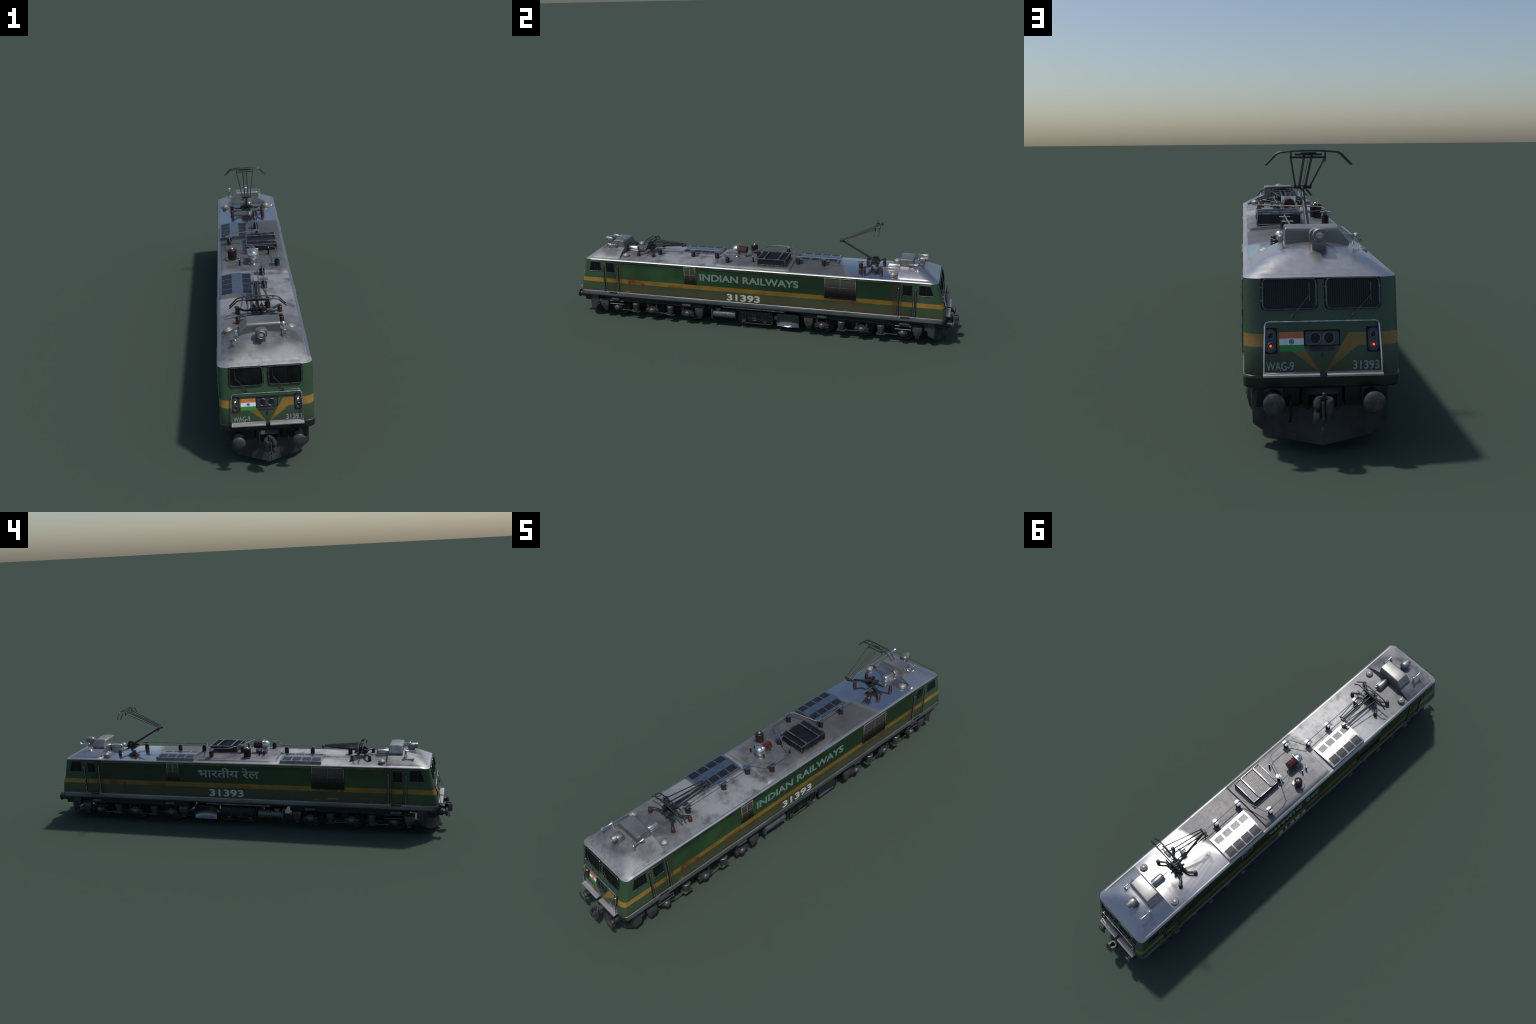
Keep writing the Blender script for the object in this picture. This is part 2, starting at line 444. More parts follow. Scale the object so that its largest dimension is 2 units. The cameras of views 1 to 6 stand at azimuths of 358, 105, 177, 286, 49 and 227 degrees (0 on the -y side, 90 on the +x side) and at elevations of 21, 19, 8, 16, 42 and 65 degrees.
# ------------------------------------------------------------------ side fittings (built on +x, repeated by half turn or mirror)
def side_pair(name, fn, mat, mirror_y=False, smooth=35):
    bm = bmesh.new(); fn(bm); me = finish(bm, name, smooth)
    o = [obj(name, me, mat), obj(name, me, mat, rot=(0, 0, PI))]
    if mirror_y: o += [obj(name, me, mat, scale=(1, -1, 1)), obj(name, me, mat, scale=(-1, 1, 1))]
    return o

def slab(bm, y0, y1, z0, z1, x0, x1, bev=0):
    add_box(bm, ((x0 + x1) / 2, (y0 + y1) / 2, (z0 + z1) / 2), (x1 - x0, y1 - y0, z1 - z0), bev)

def grille(y0, y1, z0, z1):
    def frame(b):
        w = .0036; xo = .1462
        slab(b, y0, y0 + w, z0, z1, .142, xo, .0007); slab(b, y1 - w, y1, z0, z1, .142, xo, .0007)
        slab(b, y0 + w, y1 - w, z1 - w, z1, .142, xo, .0007); slab(b, y0 + w, y1 - w, z0, z0 + w * .6, .142, xo - .0006, .0005)
        ym, zm = (y0 + y1) / 2, z0 + (z1 - z0) * .53
        slab(b, ym - .0012, ym + .0012, z0 + w, z1 - w, .142, xo - .0006, .0004)
        slab(b, y0 + w, y1 - w, zm - .0008, zm + .0008, .142, xo - .0008, .0003)
    side_pair("side_grille_frame", frame, 'gframe')
    def panes(b):
        slab(b, y0 + .001, y1 - .001, z0 + .001, z1 - .001, .1405, .1444)
    side_pair("side_grille_pane", panes, 'grille')
    side_pair("grille_shadow_border", lambda b: slab(b, y0 - .0022, y1 + .0022, z0 - .0035, z1 + .001, .1405, .14375), 'slot')
grille(.3665, .5172, .2145, .3170)
grille(-.3520, -.2895, .2290, .3172)

# doors (mirror symmetric in y on both sides)
DY0, DY1 = .7300, .7855
def door(b):
    slab(b, DY0 + .0022, DY1 - .0022, .1575, .3165, .142, .14425, .0006)
side_pair("door", door, 'body', True)
side_pair("door_gap", lambda b: slab(b, DY0, DY1, .1545, .3188, .1405, .14365), 'slot', True)
def door_trim(b):
    slab(b, DY0 - .001, DY1 + .001, .1525, .1545, .142, .1449, .0005)
    slab(b, DY0 - .0012, DY0, .1545, .3185, .142, .1444, .0002)
    slab(b, DY1, DY1 + .0012, .1545, .3185, .142, .1444, .0002)
side_pair("door_trim", door_trim, 'frame', True)
side_pair("door_window", lambda b: slab(b, .7380, .7795, .2585, .3100, .142, .1447, .0004), 'glass', True)
def dwf(b):
    add_tube(b, [(.1446, .75875 + p[0], .2843 + p[1]) for p in rounded_rect(.0215, .0265, .003)], .0008, 6, True)
side_pair("door_window_seal", dwf, 'wframe', True)
side_pair("door_handle", lambda b: (slab(b, .7715, .7790, .2475, .2490, .143, .1462, .0005), slab(b, .7715, .7780, .1845, .1860, .143, .1458, .0005)), 'rubber', True)
def recess(b):
    slab(b, .7120, .7235, .1545, .2960, .1405, .14385); slab(b, .7915, .8030, .1545, .2960, .1405, .14385)  # thin black plates modelling the shade inside the handrail channels
side_pair("handrail_recess", recess, 'slot', True)
for hy, zt in ((.7176, .2868), (.7972, .2845)):
    side_pair("door_handrail", lambda b: add_tube(b, smooth_path([(.1435, hy, zt + .002), (.1462, hy, zt), (.1466, hy, zt - .004), (.1466, hy, .160), (.1462, hy, .156), (.1435, hy, .1545)], 3), .0016, 8), 'chrome', True)
side_pair("door_step", lambda b: slab(b, .7304, .7755, .1425, .1490, .143, .1474, .0006), 'blue_black', True)

# cab side windows: trapezoid with a slanted front edge
CW = [(.8135, .3135), (.8625, .3135), (.8785, .2610), (.8135, .2610)]
def cw_glass(b): add_prism(b, [(.1440, y, z) for y, z in CW], (.0006, 0, 0))
side_pair("cab_side_window", cw_glass, 'glass', True)
def cw_frame(b):
    add_tube(b, [(.1442, y, z) for y, z in CW], .0014, 6, True)
    add_tube(b, [(.1444, .8475, .3130), (.1444, .8475, .2615)], .0011, 6)
side_pair("cab_window_frame", cw_frame, 'wframe', True)
side_pair("cab_window_sill", lambda b: slab(b, .812, .8795, .2575, .2592, .142, .1447, .0004), 'frame', True)

# ------------------------------------------------------------------ lettering
def text_mesh(body, h, w, name, depth=.0006, bold=0.0):
    """letters in the xz plane facing -y, centred, fitted to width w and cap height h"""
    c = bpy.data.curves.new("tmp_text", 'FONT'); c.body = body; c.size = 1; c.extrude = 0; c.offset = bold
    o = bpy.data.objects.new("tmp_text", c); COL.objects.link(o)
    bpy.context.view_layer.update()
    dg = bpy.context.evaluated_depsgraph_get()
    me = bpy.data.meshes.new_from_object(o.evaluated_get(dg))
    bpy.data.objects.remove(o); bpy.data.curves.remove(c)
    bm = bmesh.new(); bm.from_mesh(me); bpy.data.meshes.remove(me)
    g = bmesh.ops.extrude_face_region(bm, geom=bm.faces[:])
    bmesh.ops.translate(bm, vec=(0, 0, 1), verts=[v for v in g["geom"] if isinstance(v, bmesh.types.BMVert)])
    xs = [v.co.x for v in bm.verts]; ys = [v.co.y for v in bm.verts]
    x0, x1, y0, y1 = min(xs), max(xs), min(ys), max(ys)
    for v in bm.verts:
        v.co = ((v.co.x - (x0 + x1) / 2) / (x1 - x0) * w, -v.co.z * depth, (v.co.y - y0) / (y1 - y0) * h)
    return finish(bm, name, 30)

me = text_mesh("INDIAN RAILWAYS", .0370, .5080, "railway_name_lettering", bold=.028)
obj("railway_name_lettering", me, 'text', loc=(.1436, -.0160, .2505), rot=(0, 0, PI / 2))
me = text_mesh("31393", .0355, .1720, "number_lettering", bold=.024)
obj("number_lettering", me, 'num', loc=(.1436, -.0440, .1560), rot=(0, 0, PI / 2))
me = me.copy(); me.materials.clear()
obj("number_lettering", me, 'num', loc=(-.1436, .0530, .1570), rot=(0, 0, -PI / 2))
me = text_mesh("\u092d\u093e\u0930\u0924\u0940\u092f \u0930\u0947\u0932", .0500, .3060, "hindi_name_lettering", bold=.012)
obj("hindi_name_lettering", me, 'hindi', loc=(-.1436, .0385, .2510), rot=(0, 0, -PI / 2))

# ------------------------------------------------------------------ cab fronts
def on_front(bm_pts, off):
    """(x, z) points placed on the sloping front face of the -y end, lifted by off"""
    return [(x, -(fy(z) + off), z) for x, z in bm_pts]

def front_panel(bm, pts, off0, off1):
    a = [bm.verts.new(p) for p in on_front(pts, off1)]; b = [bm.verts.new(p) for p in on_front(pts, off0)]
    bm.faces.new(a); bm.faces.new(b[::-1])
    for i in range(len(a)):
        j = (i + 1) % len(a); bm.faces.new((a[i], b[i], b[j], a[j]))

def both_ends(name, fn, mat, turn=False, smooth=35, mats=None):
    bm = bmesh.new(); fn(bm); me = finish(bm, name, smooth)
    a = obj(name, me, mats[0] if mats else mat)
    if mats:
        me2 = me.copy(); me2.materials.clear(); me = me2; mat = mats[1]
    b = obj(name, me, mat, rot=(0, 0, PI) if turn else None, scale=None if turn else (1, -1, 1))
    return a, b

for sx in (1, -1):
    cx, cz, w, h = sx * .0587, .2945, .0492, .0272
    rr = rounded_rect(w, h, .0085)
    both_ends("windscreen_surround", lambda b: front_panel(b, [(cx + p[0], cz + p[1]) for p in rounded_rect(w + .0035, h + .0015, .009)], -.002, .0012), 'rubber')
    both_ends("windscreen", lambda b: front_panel(b, [(cx + p[0] * .97, cz + p[1] * .97) for p in rr], .0005, .0018), 'glass')
    def guard(b):
        n = 24
        for i in range(1, n):
            x = cx - w + 2 * w * i / n
            add_tube(b, on_front([(x, cz - h + .001), (x, cz), (x, cz + h - .001)], .0026), .0003, 5)
    both_ends("windscreen_guard_bars", guard, 'rubber')
    def frm(b):
        add_tube(b, on_front([(cx + p[0], cz + p[1]) for p in rr], .0035), .0016, 8, True)
        for dz in (-.012, .012):
            for e in (-1, 1):
                x = cx + e * (w + .0015); z = cz + dz
                add_box(b, (x, -(fy(z) + .0025), z), (.004, .004, .004), .0006)
    both_ends("windscreen_frame", frm, 'wframe')
    def wiper(b):
        px, tx = (.0557, .0220) if sx > 0 else (-.0557, -.0918)
        add_tube(b, on_front([(px, .2535), (px - .004, .2585)], .0045), .0022, 8)
        add_tube(b, on_front([(px, .2535), (tx + .003, .289), (tx, .2935), (tx, .3000)], .0062), .0009, 6)
        add_tube(b, on_front([(tx, .2820), (tx, .3150)], .0050), .0007, 6)
    both_ends("wiper", wiper, 'wframe')
both_ends("windscreen_top_trim", lambda b: front_panel(b, [(-.110, .3205), (.110, .3205), (.110, .3228), (-.110, .3228)], -.001, .0022), 'rubber')

def rail(b):
    zb, zt, xw = .151, .2462, .1050
    pts = [(-xw - .003, zb), (-xw - .002, .19), (-xw, zt - .007), (-xw + .002, zt - .002), (-xw + .007, zt)]
    pts = pts + [(-x, z) for x, z in pts[::-1]]
    add_tube(b, on_front(pts, .0085), .0017, 8)
    for x in (-xw + .01, xw - .01, 0):
        add_tube(b, on_front([(x, zt)], .0085) + on_front([(x, zt - .001)], -.001), .0011, 6)
both_ends("front_handrail", rail, 'chrome')
for sx in (1, -1):
    def step(b):
        x0, x1 = .0065, .1092
        poly = [(-.9400, .1560), (-.9565, .1556), (-.9585, .1545), (-.9590, .1515), (-.9578, .1515), (-.9572, .1538), (-.9400, .1540)]
        add_prism(b, [(sx * x0, y, z) for y, z in poly], (sx * (x1 - x0), 0, 0))
    both_ends("footplate", step, 'foot')

# flag: three bands and a wheel, on the left as seen from outside at both ends
FX0, FX1, FZ0, FZ1 = -.0785, -.0335, .1925, .2262
for i, m in enumerate(('flaggreen', 'white', 'saffron')):
    z0 = FZ0 + (FZ1 - FZ0) * i / 3; z1 = z0 + (FZ1 - FZ0) / 3
    both_ends("flag_band", lambda b: front_panel(b, [(FX0, z0), (FX1, z0), (FX1, z1), (FX0, z1)], -.0005, .0006), m, True)
def chakra(b):
    cx, cz = (FX0 + FX1) / 2, (FZ0 + FZ1) / 2
    for rr_, tr in ((.0042, .0007), (.0013, .0009)):
        add_tube(b, on_front([(cx + rr_ * math.cos(a * PI / 8), cz + rr_ * math.sin(a * PI / 8)) for a in range(16)], .0004), tr, 5, True)
    for a in range(6):
        ca, sa = math.cos(a * PI / 6) * .004, math.sin(a * PI / 6) * .004
        add_tube(b, on_front([(cx - ca, cz - sa), (cx + ca, cz + sa)], .0004), .0005, 4)
both_ends("flag_wheel", chakra, 'navy', True)

# headlight cluster
both_ends("headlight_cluster_shadow", lambda b: front_panel(b, [(p[0], .2153 + p[1]) for p in rounded_rect(.0335, .0142, .002)], -.001, .0006), 'slot', True)
both_ends("headlight_cluster", lambda b: front_panel(b, [(p[0], .2153 + p[1]) for p in rounded_rect(.0310, .0118, .004)], -.001, .0032), 'bezel', True)
for x in (-.0125, .0125):
    both_ends("headlight_ring", lambda b: add_tube(b, on_front([(x + .0098 * math.cos(a * PI / 10), .2153 + .0098 * math.sin(a * PI / 10)) for a in range(20)], .0036), .0008, 6, True), 'ring', True)
    both_ends("headlight_lens", lambda b: front_panel(b, [(x + .0096 * math.cos(a * PI / 10), .2153 + .0096 * math.sin(a * PI / 10)) for a in range(20)], 0, .0037), 'lens', True)
both_ends("coupling_socket_box", lambda b: front_panel(b, [(p[0], .1965 + p[1]) for p in rounded_rect(.0235, .0036, .002)], -.001, .002), 'pilot', True)
both_ends("lamp_bracket", lambda b: front_panel(b, [(p[0], .184 + p[1]) for p in rounded_rect(.0017, .0045, .0012)], -.001, .003), 'bezel', True)

# marker lamps
for sx in (1, -1):
    X = sx * .0945
    both_ends("marker_lamp_shadow", lambda b: front_panel(b, [(X + p[0], .2115 + p[1]) for p in rounded_rect(.0125, .0225, .002)], -.001, .0006), 'slot', True)
    both_ends("marker_lamp", lambda b: front_panel(b, [(X + p[0], .2118 + p[1]) for p in rounded_rect(.0098, .0198, .0075)], -.001, .0035), 'bezel', True)
    for zc, front_m, rear_m in ((.2208, 'warmlamp', 'lens'), (.2032, 'lens', 'redlamp')):
        C = [(X + .0056 * math.cos(a * PI / 8), zc + .0056 * math.sin(a * PI / 8)) for a in range(16)]
        both_ends("marker_lamp_ring", lambda b: add_tube(b, on_front(C, .0038), .0008, 6, True), 'ring', True)
        both_ends("marker_lamp_lens", lambda b: front_panel(b, [(X + (p[0] - X) * .93, zc + (p[1] - zc) * .93) for p in C], 0, .0039), 'lens', True,
                  mats=('lens', 'redlens' if rear_m == 'redlamp' else 'lens'))
        k = .42
        both_ends("marker_lamp_bulb", lambda b: front_panel(b, [(X + (p[0] - X) * k, zc + (p[1] - zc) * k) for p in C], .003, .0045), 'lens', True, mats=(front_m, rear_m))

# class and number lettering on the fronts
def front_text(body, x0, x1, z0, z1, name, bold):
    me = text_mesh(body, z1 - z0, x1 - x0, name, .0006, bold)
    tilt = math.atan2(fy(z0) - fy(z1), z1 - z0)
    for s in (1, -1):
        o = obj(name, me, 'hindi')
        cx = (x0 + x1) / 2
        o.location = (cx * s, -s * (fy(z0) + .0006), z0)
        o.rotation_euler = (-tilt if s > 0 else -tilt, 0, 0 if s > 0 else PI)
front_text("WAG-9", -.1035, -.0525, .1580, .1745, "class_lettering", .019)
front_text("31393", .0560, .1045, .1580, .1745, "front_number_lettering", .019)

# ------------------------------------------------------------------ buffers, headstock, coupler, pilot
def headstock(b):
    for sx in (1, -1):
        add_box(b, (sx * .082, -.903, .107), (.080, .052, .042), .001)
    add_box(b, (0, -.895, .107), (.09, .036, .042))
    add_box(b, (0, -.86, .116), (.252, .08, .014))
both_ends("headstock", headstock, 'black')
def pocket(b):
    for sx in (1, -1):
        add_prism(b, [(sx * .0375, -.930, .1275), (sx * .0375, -.930, .086), (sx * .0275, -.949, .086), (sx * .0275, -.949, .115)], (-sx * .002, .002, 0))
    add_prism(b, [(-.0375, -.930, .1275), (.0375, -.930, .1275), (.0275, -.949, .115), (-.0275, -.949, .115)], (0, .002, .0015))
both_ends("coupler_pocket", pocket, 'pilot')
both_ends("coupler_pocket_recess", lambda b: add_box(b, (0, -.925, .100), (.056, .024, .029)), 'slot')
for sx in (1, -1):
    X = sx * .0905
    def hb(b):
        add_box(b, (X, -.9345, .1065), (.036, .006, .036), .001)
        add_rev(b, [(.0148, -.9600), (.0162, -.9592), (.0162, -.9350)], 'y', (X, 0, .1065), 24)
    both_ends("buffer_housing", hb, 'blue_black')
    both_ends("buffer_shaft", lambda b: add_rev(b, [(.0105, -.9720), (.0105, -.9590)], 'y', (X, 0, .1065), 20), 'cast')
    both_ends("buffer_head", lambda b: add_rev(b, [(0, -.9825), (.008, -.9820), (.014, -.9808), (.0188, -.9785), (.0205, -.9765), (.0205, -.9745), (.0190, -.9735), (.0105, -.9700)], 'y', (X, 0, .1065), 28), 'cast')

def coupler(b):
    cx, cy = .002, -.9825
    # shank
    add_box(b, (cx, -.945, .1005), (.017, .05, .016), .003)
    # jaw: open ring with a gap towards the front
    ro, ri, z0, z1 = .0175, .0105, .0835, .1185
    a0, a1 = math.radians(-75), math.radians(215)
    n = 18; rings = []
    for i in range(n + 1):
        a = a0 + (a1 - a0) * i / n
        thick = 1.0 + .15 * math.sin(3 * a)
        rings.append([bm_v(b, cx + r * math.cos(a), cy + r * math.sin(a), z) for r, z in
                      ((ro * .96, z0), (ro, z0 + .003), (ro, z1 - .003), (ro * .93, z1), (ri * thick, z1), (ri * .9, z1 - .003), (ri * .9, z0))])
    for a, c in zip(rings, rings[1:]):
        for i in range(7): b.faces.new((a[i], a[(i + 1) % 7], c[(i + 1) % 7], c[i]))
    b.faces.new(rings[0]); b.faces.new(rings[-1])
    # knuckle and pin
    add_rev(b, [(.0055, .0800), (.0062, .0830), (.0062, .0960), (.005, .098)], 'z', (cx - .0135, cy - .009, 0), 12)
    add_rev(b, [(.005, .104), (.0066, .106), (.0066, .1170), (.005, .1195)], 'z', (cx - .0135, cy - .009, 0), 12)
    add_rev(b, [(.0035, .083), (.0035, .1245), (.002, .1262)], 'z', (cx + .001, cy + .0100, 0), 12)
    add_box(b, (cx - .003, cy - .0135, .100), (.0045, .005, .034), .0012)
    add_rev(b, [(.008, .0775), (.0095, .080), (.0095, .0850)], 'z', (cx, cy + .003, 0), 14)
def bm_v(b, x, y, z): return b.verts.new((x, y, z))
def coupler_flipped(b):
    coupler(b); bmesh.ops.transform(b, matrix=Matrix.Scale(-1, 4, (1, 0, 0)), verts=b.verts); bmesh.ops.translate(b, vec=(.004, 0, 0), verts=b.verts)
both_ends("coupler", coupler_flipped, 'cast')
def hook(b):
    add_tube(b, [(.005, -.9845, .0800), (.005, -.9845, .0655)], .0012, 6)
    add_tube(b, [(.005, -.9845 + .0035 * math.cos(a * PI / 6), .0585 + .0075 * math.sin(a * PI / 6)) for a in range(12)], .0013, 6, True)
    add_rev(b, [(0, .0640), (.0024, .0655), (.0024, .069), (0, .0705)], 'z', (.005, -.9845, 0), 10)
both_ends("coupler_chain", hook, 'cast')

def pilot(b):
    tip, crease, ctop = (0, -.9525, .0185), (.0930, -.9145, .0232), (.0975, -.9140, .1240)
    def wall(poly, d=.004):
        P = [Vector(p) for p in poly]; n = (P[1] - P[0]).cross(P[2] - P[1]).normalized()
        if n.y < 0 or (abs(n.y) < .3 and n.x * P[0].x > 0): n = -n
        add_prism(b, P, n * d)
    for s in (1, -1):
        m = lambda p: (p[0] * s, p[1], p[2])
        A, T_, Mc, C_ = (Vector(p) for p in (m(crease), (0, tip[1], tip[2]), (0, -.9300, .0880), m((.0965, -.9140, .0880))))
        g = lambda i, j: A.lerp(T_, i / 6).lerp(C_.lerp(Mc, i / 6), j / 5)
        back = Vector((0, .004, 0)); F = [[b.verts.new(g(i, j)) for j in range(6)] for i in range(7)]; K = [[b.verts.new(g(i, j) + back) for j in range(6)] for i in range(7)]
        for i in range(6):
            for j in range(5):
                b.faces.new((F[i][j], F[i + 1][j], F[i + 1][j + 1], F[i][j + 1])); b.faces.new((K[i][j], K[i][j + 1], K[i + 1][j + 1], K[i + 1][j]))
            for j in (0, 5): b.faces.new((F[i][j], F[i + 1][j], K[i + 1][j], K[i][j]))
        for i in (0, 6):
            for j in range(5): b.faces.new((F[i][j], F[i][j + 1], K[i][j + 1], K[i][j]))
        wall([m(p) for p in (crease, (.0975, -.9135, .1240), (.1310, -.8930, .1240), (.1285, -.8890, .0400))])
        wall([m(p) for p in ((.1285, -.8890, .0400), (.1310, -.8930, .1240), (.1315, -.8460, .1240), (.1315, -.8460, .0815), (.1305, -.8585, .0785), (.1295, -.8625, .0540))])
both_ends("pilot", pilot, 'pilot')
both_ends("brake_hose", lambda b: add_tube(b, smooth_path([(.060, -.928, .108), (.060, -.944, .098), (.060, -.948, .078), (.060, -.939, .060)], 4), .0026, 8), 'black')

# ------------------------------------------------------------------ roof equipment at both cab ends
def acbox(b):
    yc, hd = -.7442, .0320
    def ring(x, k):
        """cross-section over y at station x; k scales the height"""
        z0 = .3655; pts = [(yc - hd, z0)]; ra = .0085
        for i in range(9):
            a = PI - PI / 2 * i / 8
            pts.append((yc - hd + ra + ra * math.cos(a), z0 + (.0285 + .0090 * math.sin(a)) * k))
        pts.append((yc, z0 + .0390 * k))
        pts += [(2 * yc - y, z) for y, z in pts[-2::-1]]
        return [b.verts.new((x, y, z)) for y, z in pts]
    rings = [ring(x, k) for x, k in ((.0580, .965), (.0572, .992), (.0555, 1), (.02, 1), (-.0130, 1), (-.0455, 1), (-.0475, .985), (-.0705, .22))]
    for p, q in zip(rings, rings[1:]):
        for i in range(len(p) - 1): b.faces.new((p[i], p[i + 1], q[i + 1], q[i]))
    b.faces.new(rings[0]); b.faces.new(rings[-1])
both_ends("air_conditioner_cover", acbox, 'cover', smooth=32)

def hl_body(b):
    sec = [(.0160, .3800), (.0180, .3815), (.0182, .3940), (.0170, .3995), (.0120, .4040), (0, .4055)]
    sec = sec + [(-x, z) for x, z in sec[-2::-1]]
    ys = [(-.7960, .70), (-.7990, .88), (-.8040, .97), (-.8100, 1), (-.8235, 1), (-.8250, .98)]
    rings = [[b.verts.new((-.0045 + x * k, y, .3800 + (z - .3800) * k)) for x, z in sec] for y, k in ys]
    for a, c in zip(rings, rings[1:]):
        for i in range(len(sec)): b.faces.new((a[i], a[(i + 1) % len(sec)], c[(i + 1) % len(sec)], c[i]))
    b.faces.new(rings[0]); b.faces.new(rings[-1])
both_ends("roof_headlight_housing", hl_body, 'cover', smooth=50)
both_ends("roof_headlight_barrel", lambda b: add_tube(b, [(-.0045 + .0122 * math.cos(PI * a / 12), -.8240, .3935 + .0112 * math.sin(PI * a / 12)) for a in range(-2, 15)], .0016, 6) or add_rev(b, [(.0108, -.8385), (.0118, -.8405), (.0126, -.8395), (.0126, -.8240)], 'y', (-.0045, 0, .3935), 24), 'cover', smooth=50)
both_ends("roof_headlight_lens", lambda b: add_rev(b, [(0, -.8390), (.006, -.8386), (.0104, -.8372), (.0104, -.8340)], 'y', (-.0045, 0, .3935), 12), 'headlens')
both_ends("roof_headlight_base", lambda b: add_box(b, (-.0045, -.814, .3720), (.027, .024, .022), .002), 'cover')

def horn(b, x, ybase, ybell, zb):
    s = 1 if ybell < ybase else -1      # bell direction along y
    L = abs(ybell - ybase)
    prof = [(.0, 0), (.0042, .0004), (.0046, .004), (.0026, .008), (.0028, L * .5), (.0040, L * .75), (.0066, L * .93), (.0088, L), (.0080, L), (.0040, L * .85)]
    add_rev(b, [(r, ybase - s * h) for r, h in prof], 'y', (x, 0, zb), 18)
    add_rev(b, [(.0075, .3550), (.0070, .3640), (.0045, .3720), (.0050, zb - .003), (.0052, zb + .004), (.002, zb + .006)], 'z', (x, ybase, 0), 14)
both_ends("horn", lambda b: horn(b, .0685, -.7985, -.7530, .3845), 'chrome', smooth=50)
both_ends("horn", lambda b: horn(b, -.0815, -.7900, -.8350, .3860), 'chrome', smooth=50)

def vent(b, x, y):
    add_rev(b, [(.0150, .3300), (.0155, .3390), (.0165, .3400), (.0160, .3440), (.0120, .3475), (.0095, .3480), (.0085, .3500), (.0045, .3512), (0, .3515)], 'z', (x, y, 0), 24)
    add_box(b, (x + .006, y - .0145, .342), (.006, .004, .008), .001)
both_ends("roof_vent", lambda b: vent(b, .0945, -.6855), 'vent', smooth=50)
both_ends("roof_vent", lambda b: vent(b, -.1065, -.6855), 'vent', smooth=50)
def tank(b):
    # capsule laid lengthwise with a flange on top and saddle below
    add_rev(b, [(0, -.6490), (.008, -.6500), (.0135, -.6540), (.0150, -.6570), (.0150, -.7010), (.0142, -.7030), (.0142, -.7075)], 'y', (.0100, 0, .3530), 20)
    add_box(b, (.0100, -.6780, .3400), (.030, .056, .014), .001)
    add_box(b, (.0245, -.6760, .3560), (.003, .048, .004), .001)
both_ends("air_tank", tank, 'metal', smooth=50)
both_ends("roof_conduit", lambda b: add_tube(b, [(.012, -.652, .3400), (.013, -.62, .3400), (.016, -.585, .3400)], .0012, 6), 'wire')

# ------------------------------------------------------------------ louvred roof panels
def panel(y0, y1):
    prof = [(-.0045, .3435), (-.030, .3460), (-.058, .3480), (-.0850, .3484), (-.110, .3455), (-.132, .3412)]
    def frame(b):
        top = [(x, z) for x, z in prof]
        poly = top + [(-.132, .320), (-.0045, .330)]
        a = [b.verts.new((x, y0, z)) for x, z in poly]; c = [b.verts.new((x, y1, z)) for x, z in poly]
        b.faces.new(a); b.faces.new(c[::-1])
        for i in range(len(a)): b.faces.new((a[i], a[(i + 1) % len(a)], c[(i + 1) % len(a)], c[i]))
    mk("roof_louvre_frame", frame, 'plate', 25)
    def zz(x):
        for (xa, za), (xb, zb) in zip(prof, prof[1:]):
            if xb <= x <= xa: return za + (zb - za) * (x - xa) / (xb - xa)
        return prof[-1][1]
    L = y1 - y0
    for xa, xb in ((-.0175, -.0485), (-.0885, -.1260)):
        for i in range(4):
            ya = y0 + L * (.035 + .2355 * i); yb = ya + L * .2035
            def win(b):
                rows = []
                n = 6
                for k in range(n + 1):
                    x = xa + (xb - xa) * k / n; z = zz(x)
                    rows.append([b.verts.new((x, ya, z + .0004)), b.verts.new((x, yb, z + .0004))])
                low = [[b.verts.new((v.co.x, v.co.y, v.co.z - .003)) for v in r] for r in rows]
                for p, q in zip(rows, rows[1:]): b.faces.new((p[0], p[1], q[1], q[0]))
                for p, q, lp, lq in zip(rows, rows[1:], low, low[1:]):
                    b.faces.new((p[0], q[0], lq[0], lp[0])); b.faces.new((p[1], lp[1], lq[1], q[1]))
                b.faces.new((rows[0][0], low[0][0], low[0][1], rows[0][1])); b.faces.new((rows[-1][0], rows[-1][1], low[-1][1], low[-1][0]))
            mk("roof_louvre_mesh", win, 'mesh', 25)
panel(.2125, .4068); panel(-.4110, -.2150)

# ------------------------------------------------------------------ resistor box
BX0, BX1, BY0, BY1, BZ0, BZ1 = -.0200, .1025, .0238, .1617, .3360, .3738
box("resistor_box_core", ((BX0 + BX1) / 2, (BY0 + BY1) / 2, (BZ0 + BZ1) / 2 - .001), (BX1 - BX0 - .004, BY1 - BY0 - .004, BZ1 - BZ0 - .004), 'mesh')
def rb(b):
    w = .0042
    for x in (BX0, BX1):
        for z in (.3435, BZ1): add_box(b, (x, (BY0 + BY1) / 2, z), (w, BY1 - BY0 + w, w), .0007)
        for y in (BY0, BY1): add_box(b, (x, y, (BZ0 + BZ1) / 2), (w * .98, w * .98, BZ1 - BZ0 + .0036), .0007)
    for y in (BY0, BY1):
        for z in (.3435, BZ1): add_box(b, ((BX0 + BX1) / 2, y, z), (BX1 - BX0 - w, w * .96, w * .96), .0007)
mk("resistor_box_frame", rb, 'edge')
for y in (.0555, .1275):
    def bar(b):
        add_box(b, ((BX0 + BX1) / 2, y, .3755), (BX1 - BX0 + .003, .0075, .0045), .001)
        add_box(b, ((BX0 + BX1) / 2, y - .002, .3780), (BX1 - BX0 - .003, .002, .002), .0004)
    mk("resistor_box_bar", bar, 'edge')
def fins(b):
    n = 22
    for i in range(1, n):
        x = BX0 + (BX1 - BX0) * i / n
        add_box(b, (x, (BY0 + BY1) / 2, .3717), (.0012, BY1 - BY0 - .006, .0012))
mk("resistor_box_fins", fins, 'mesh')["kind"] = "stuff"

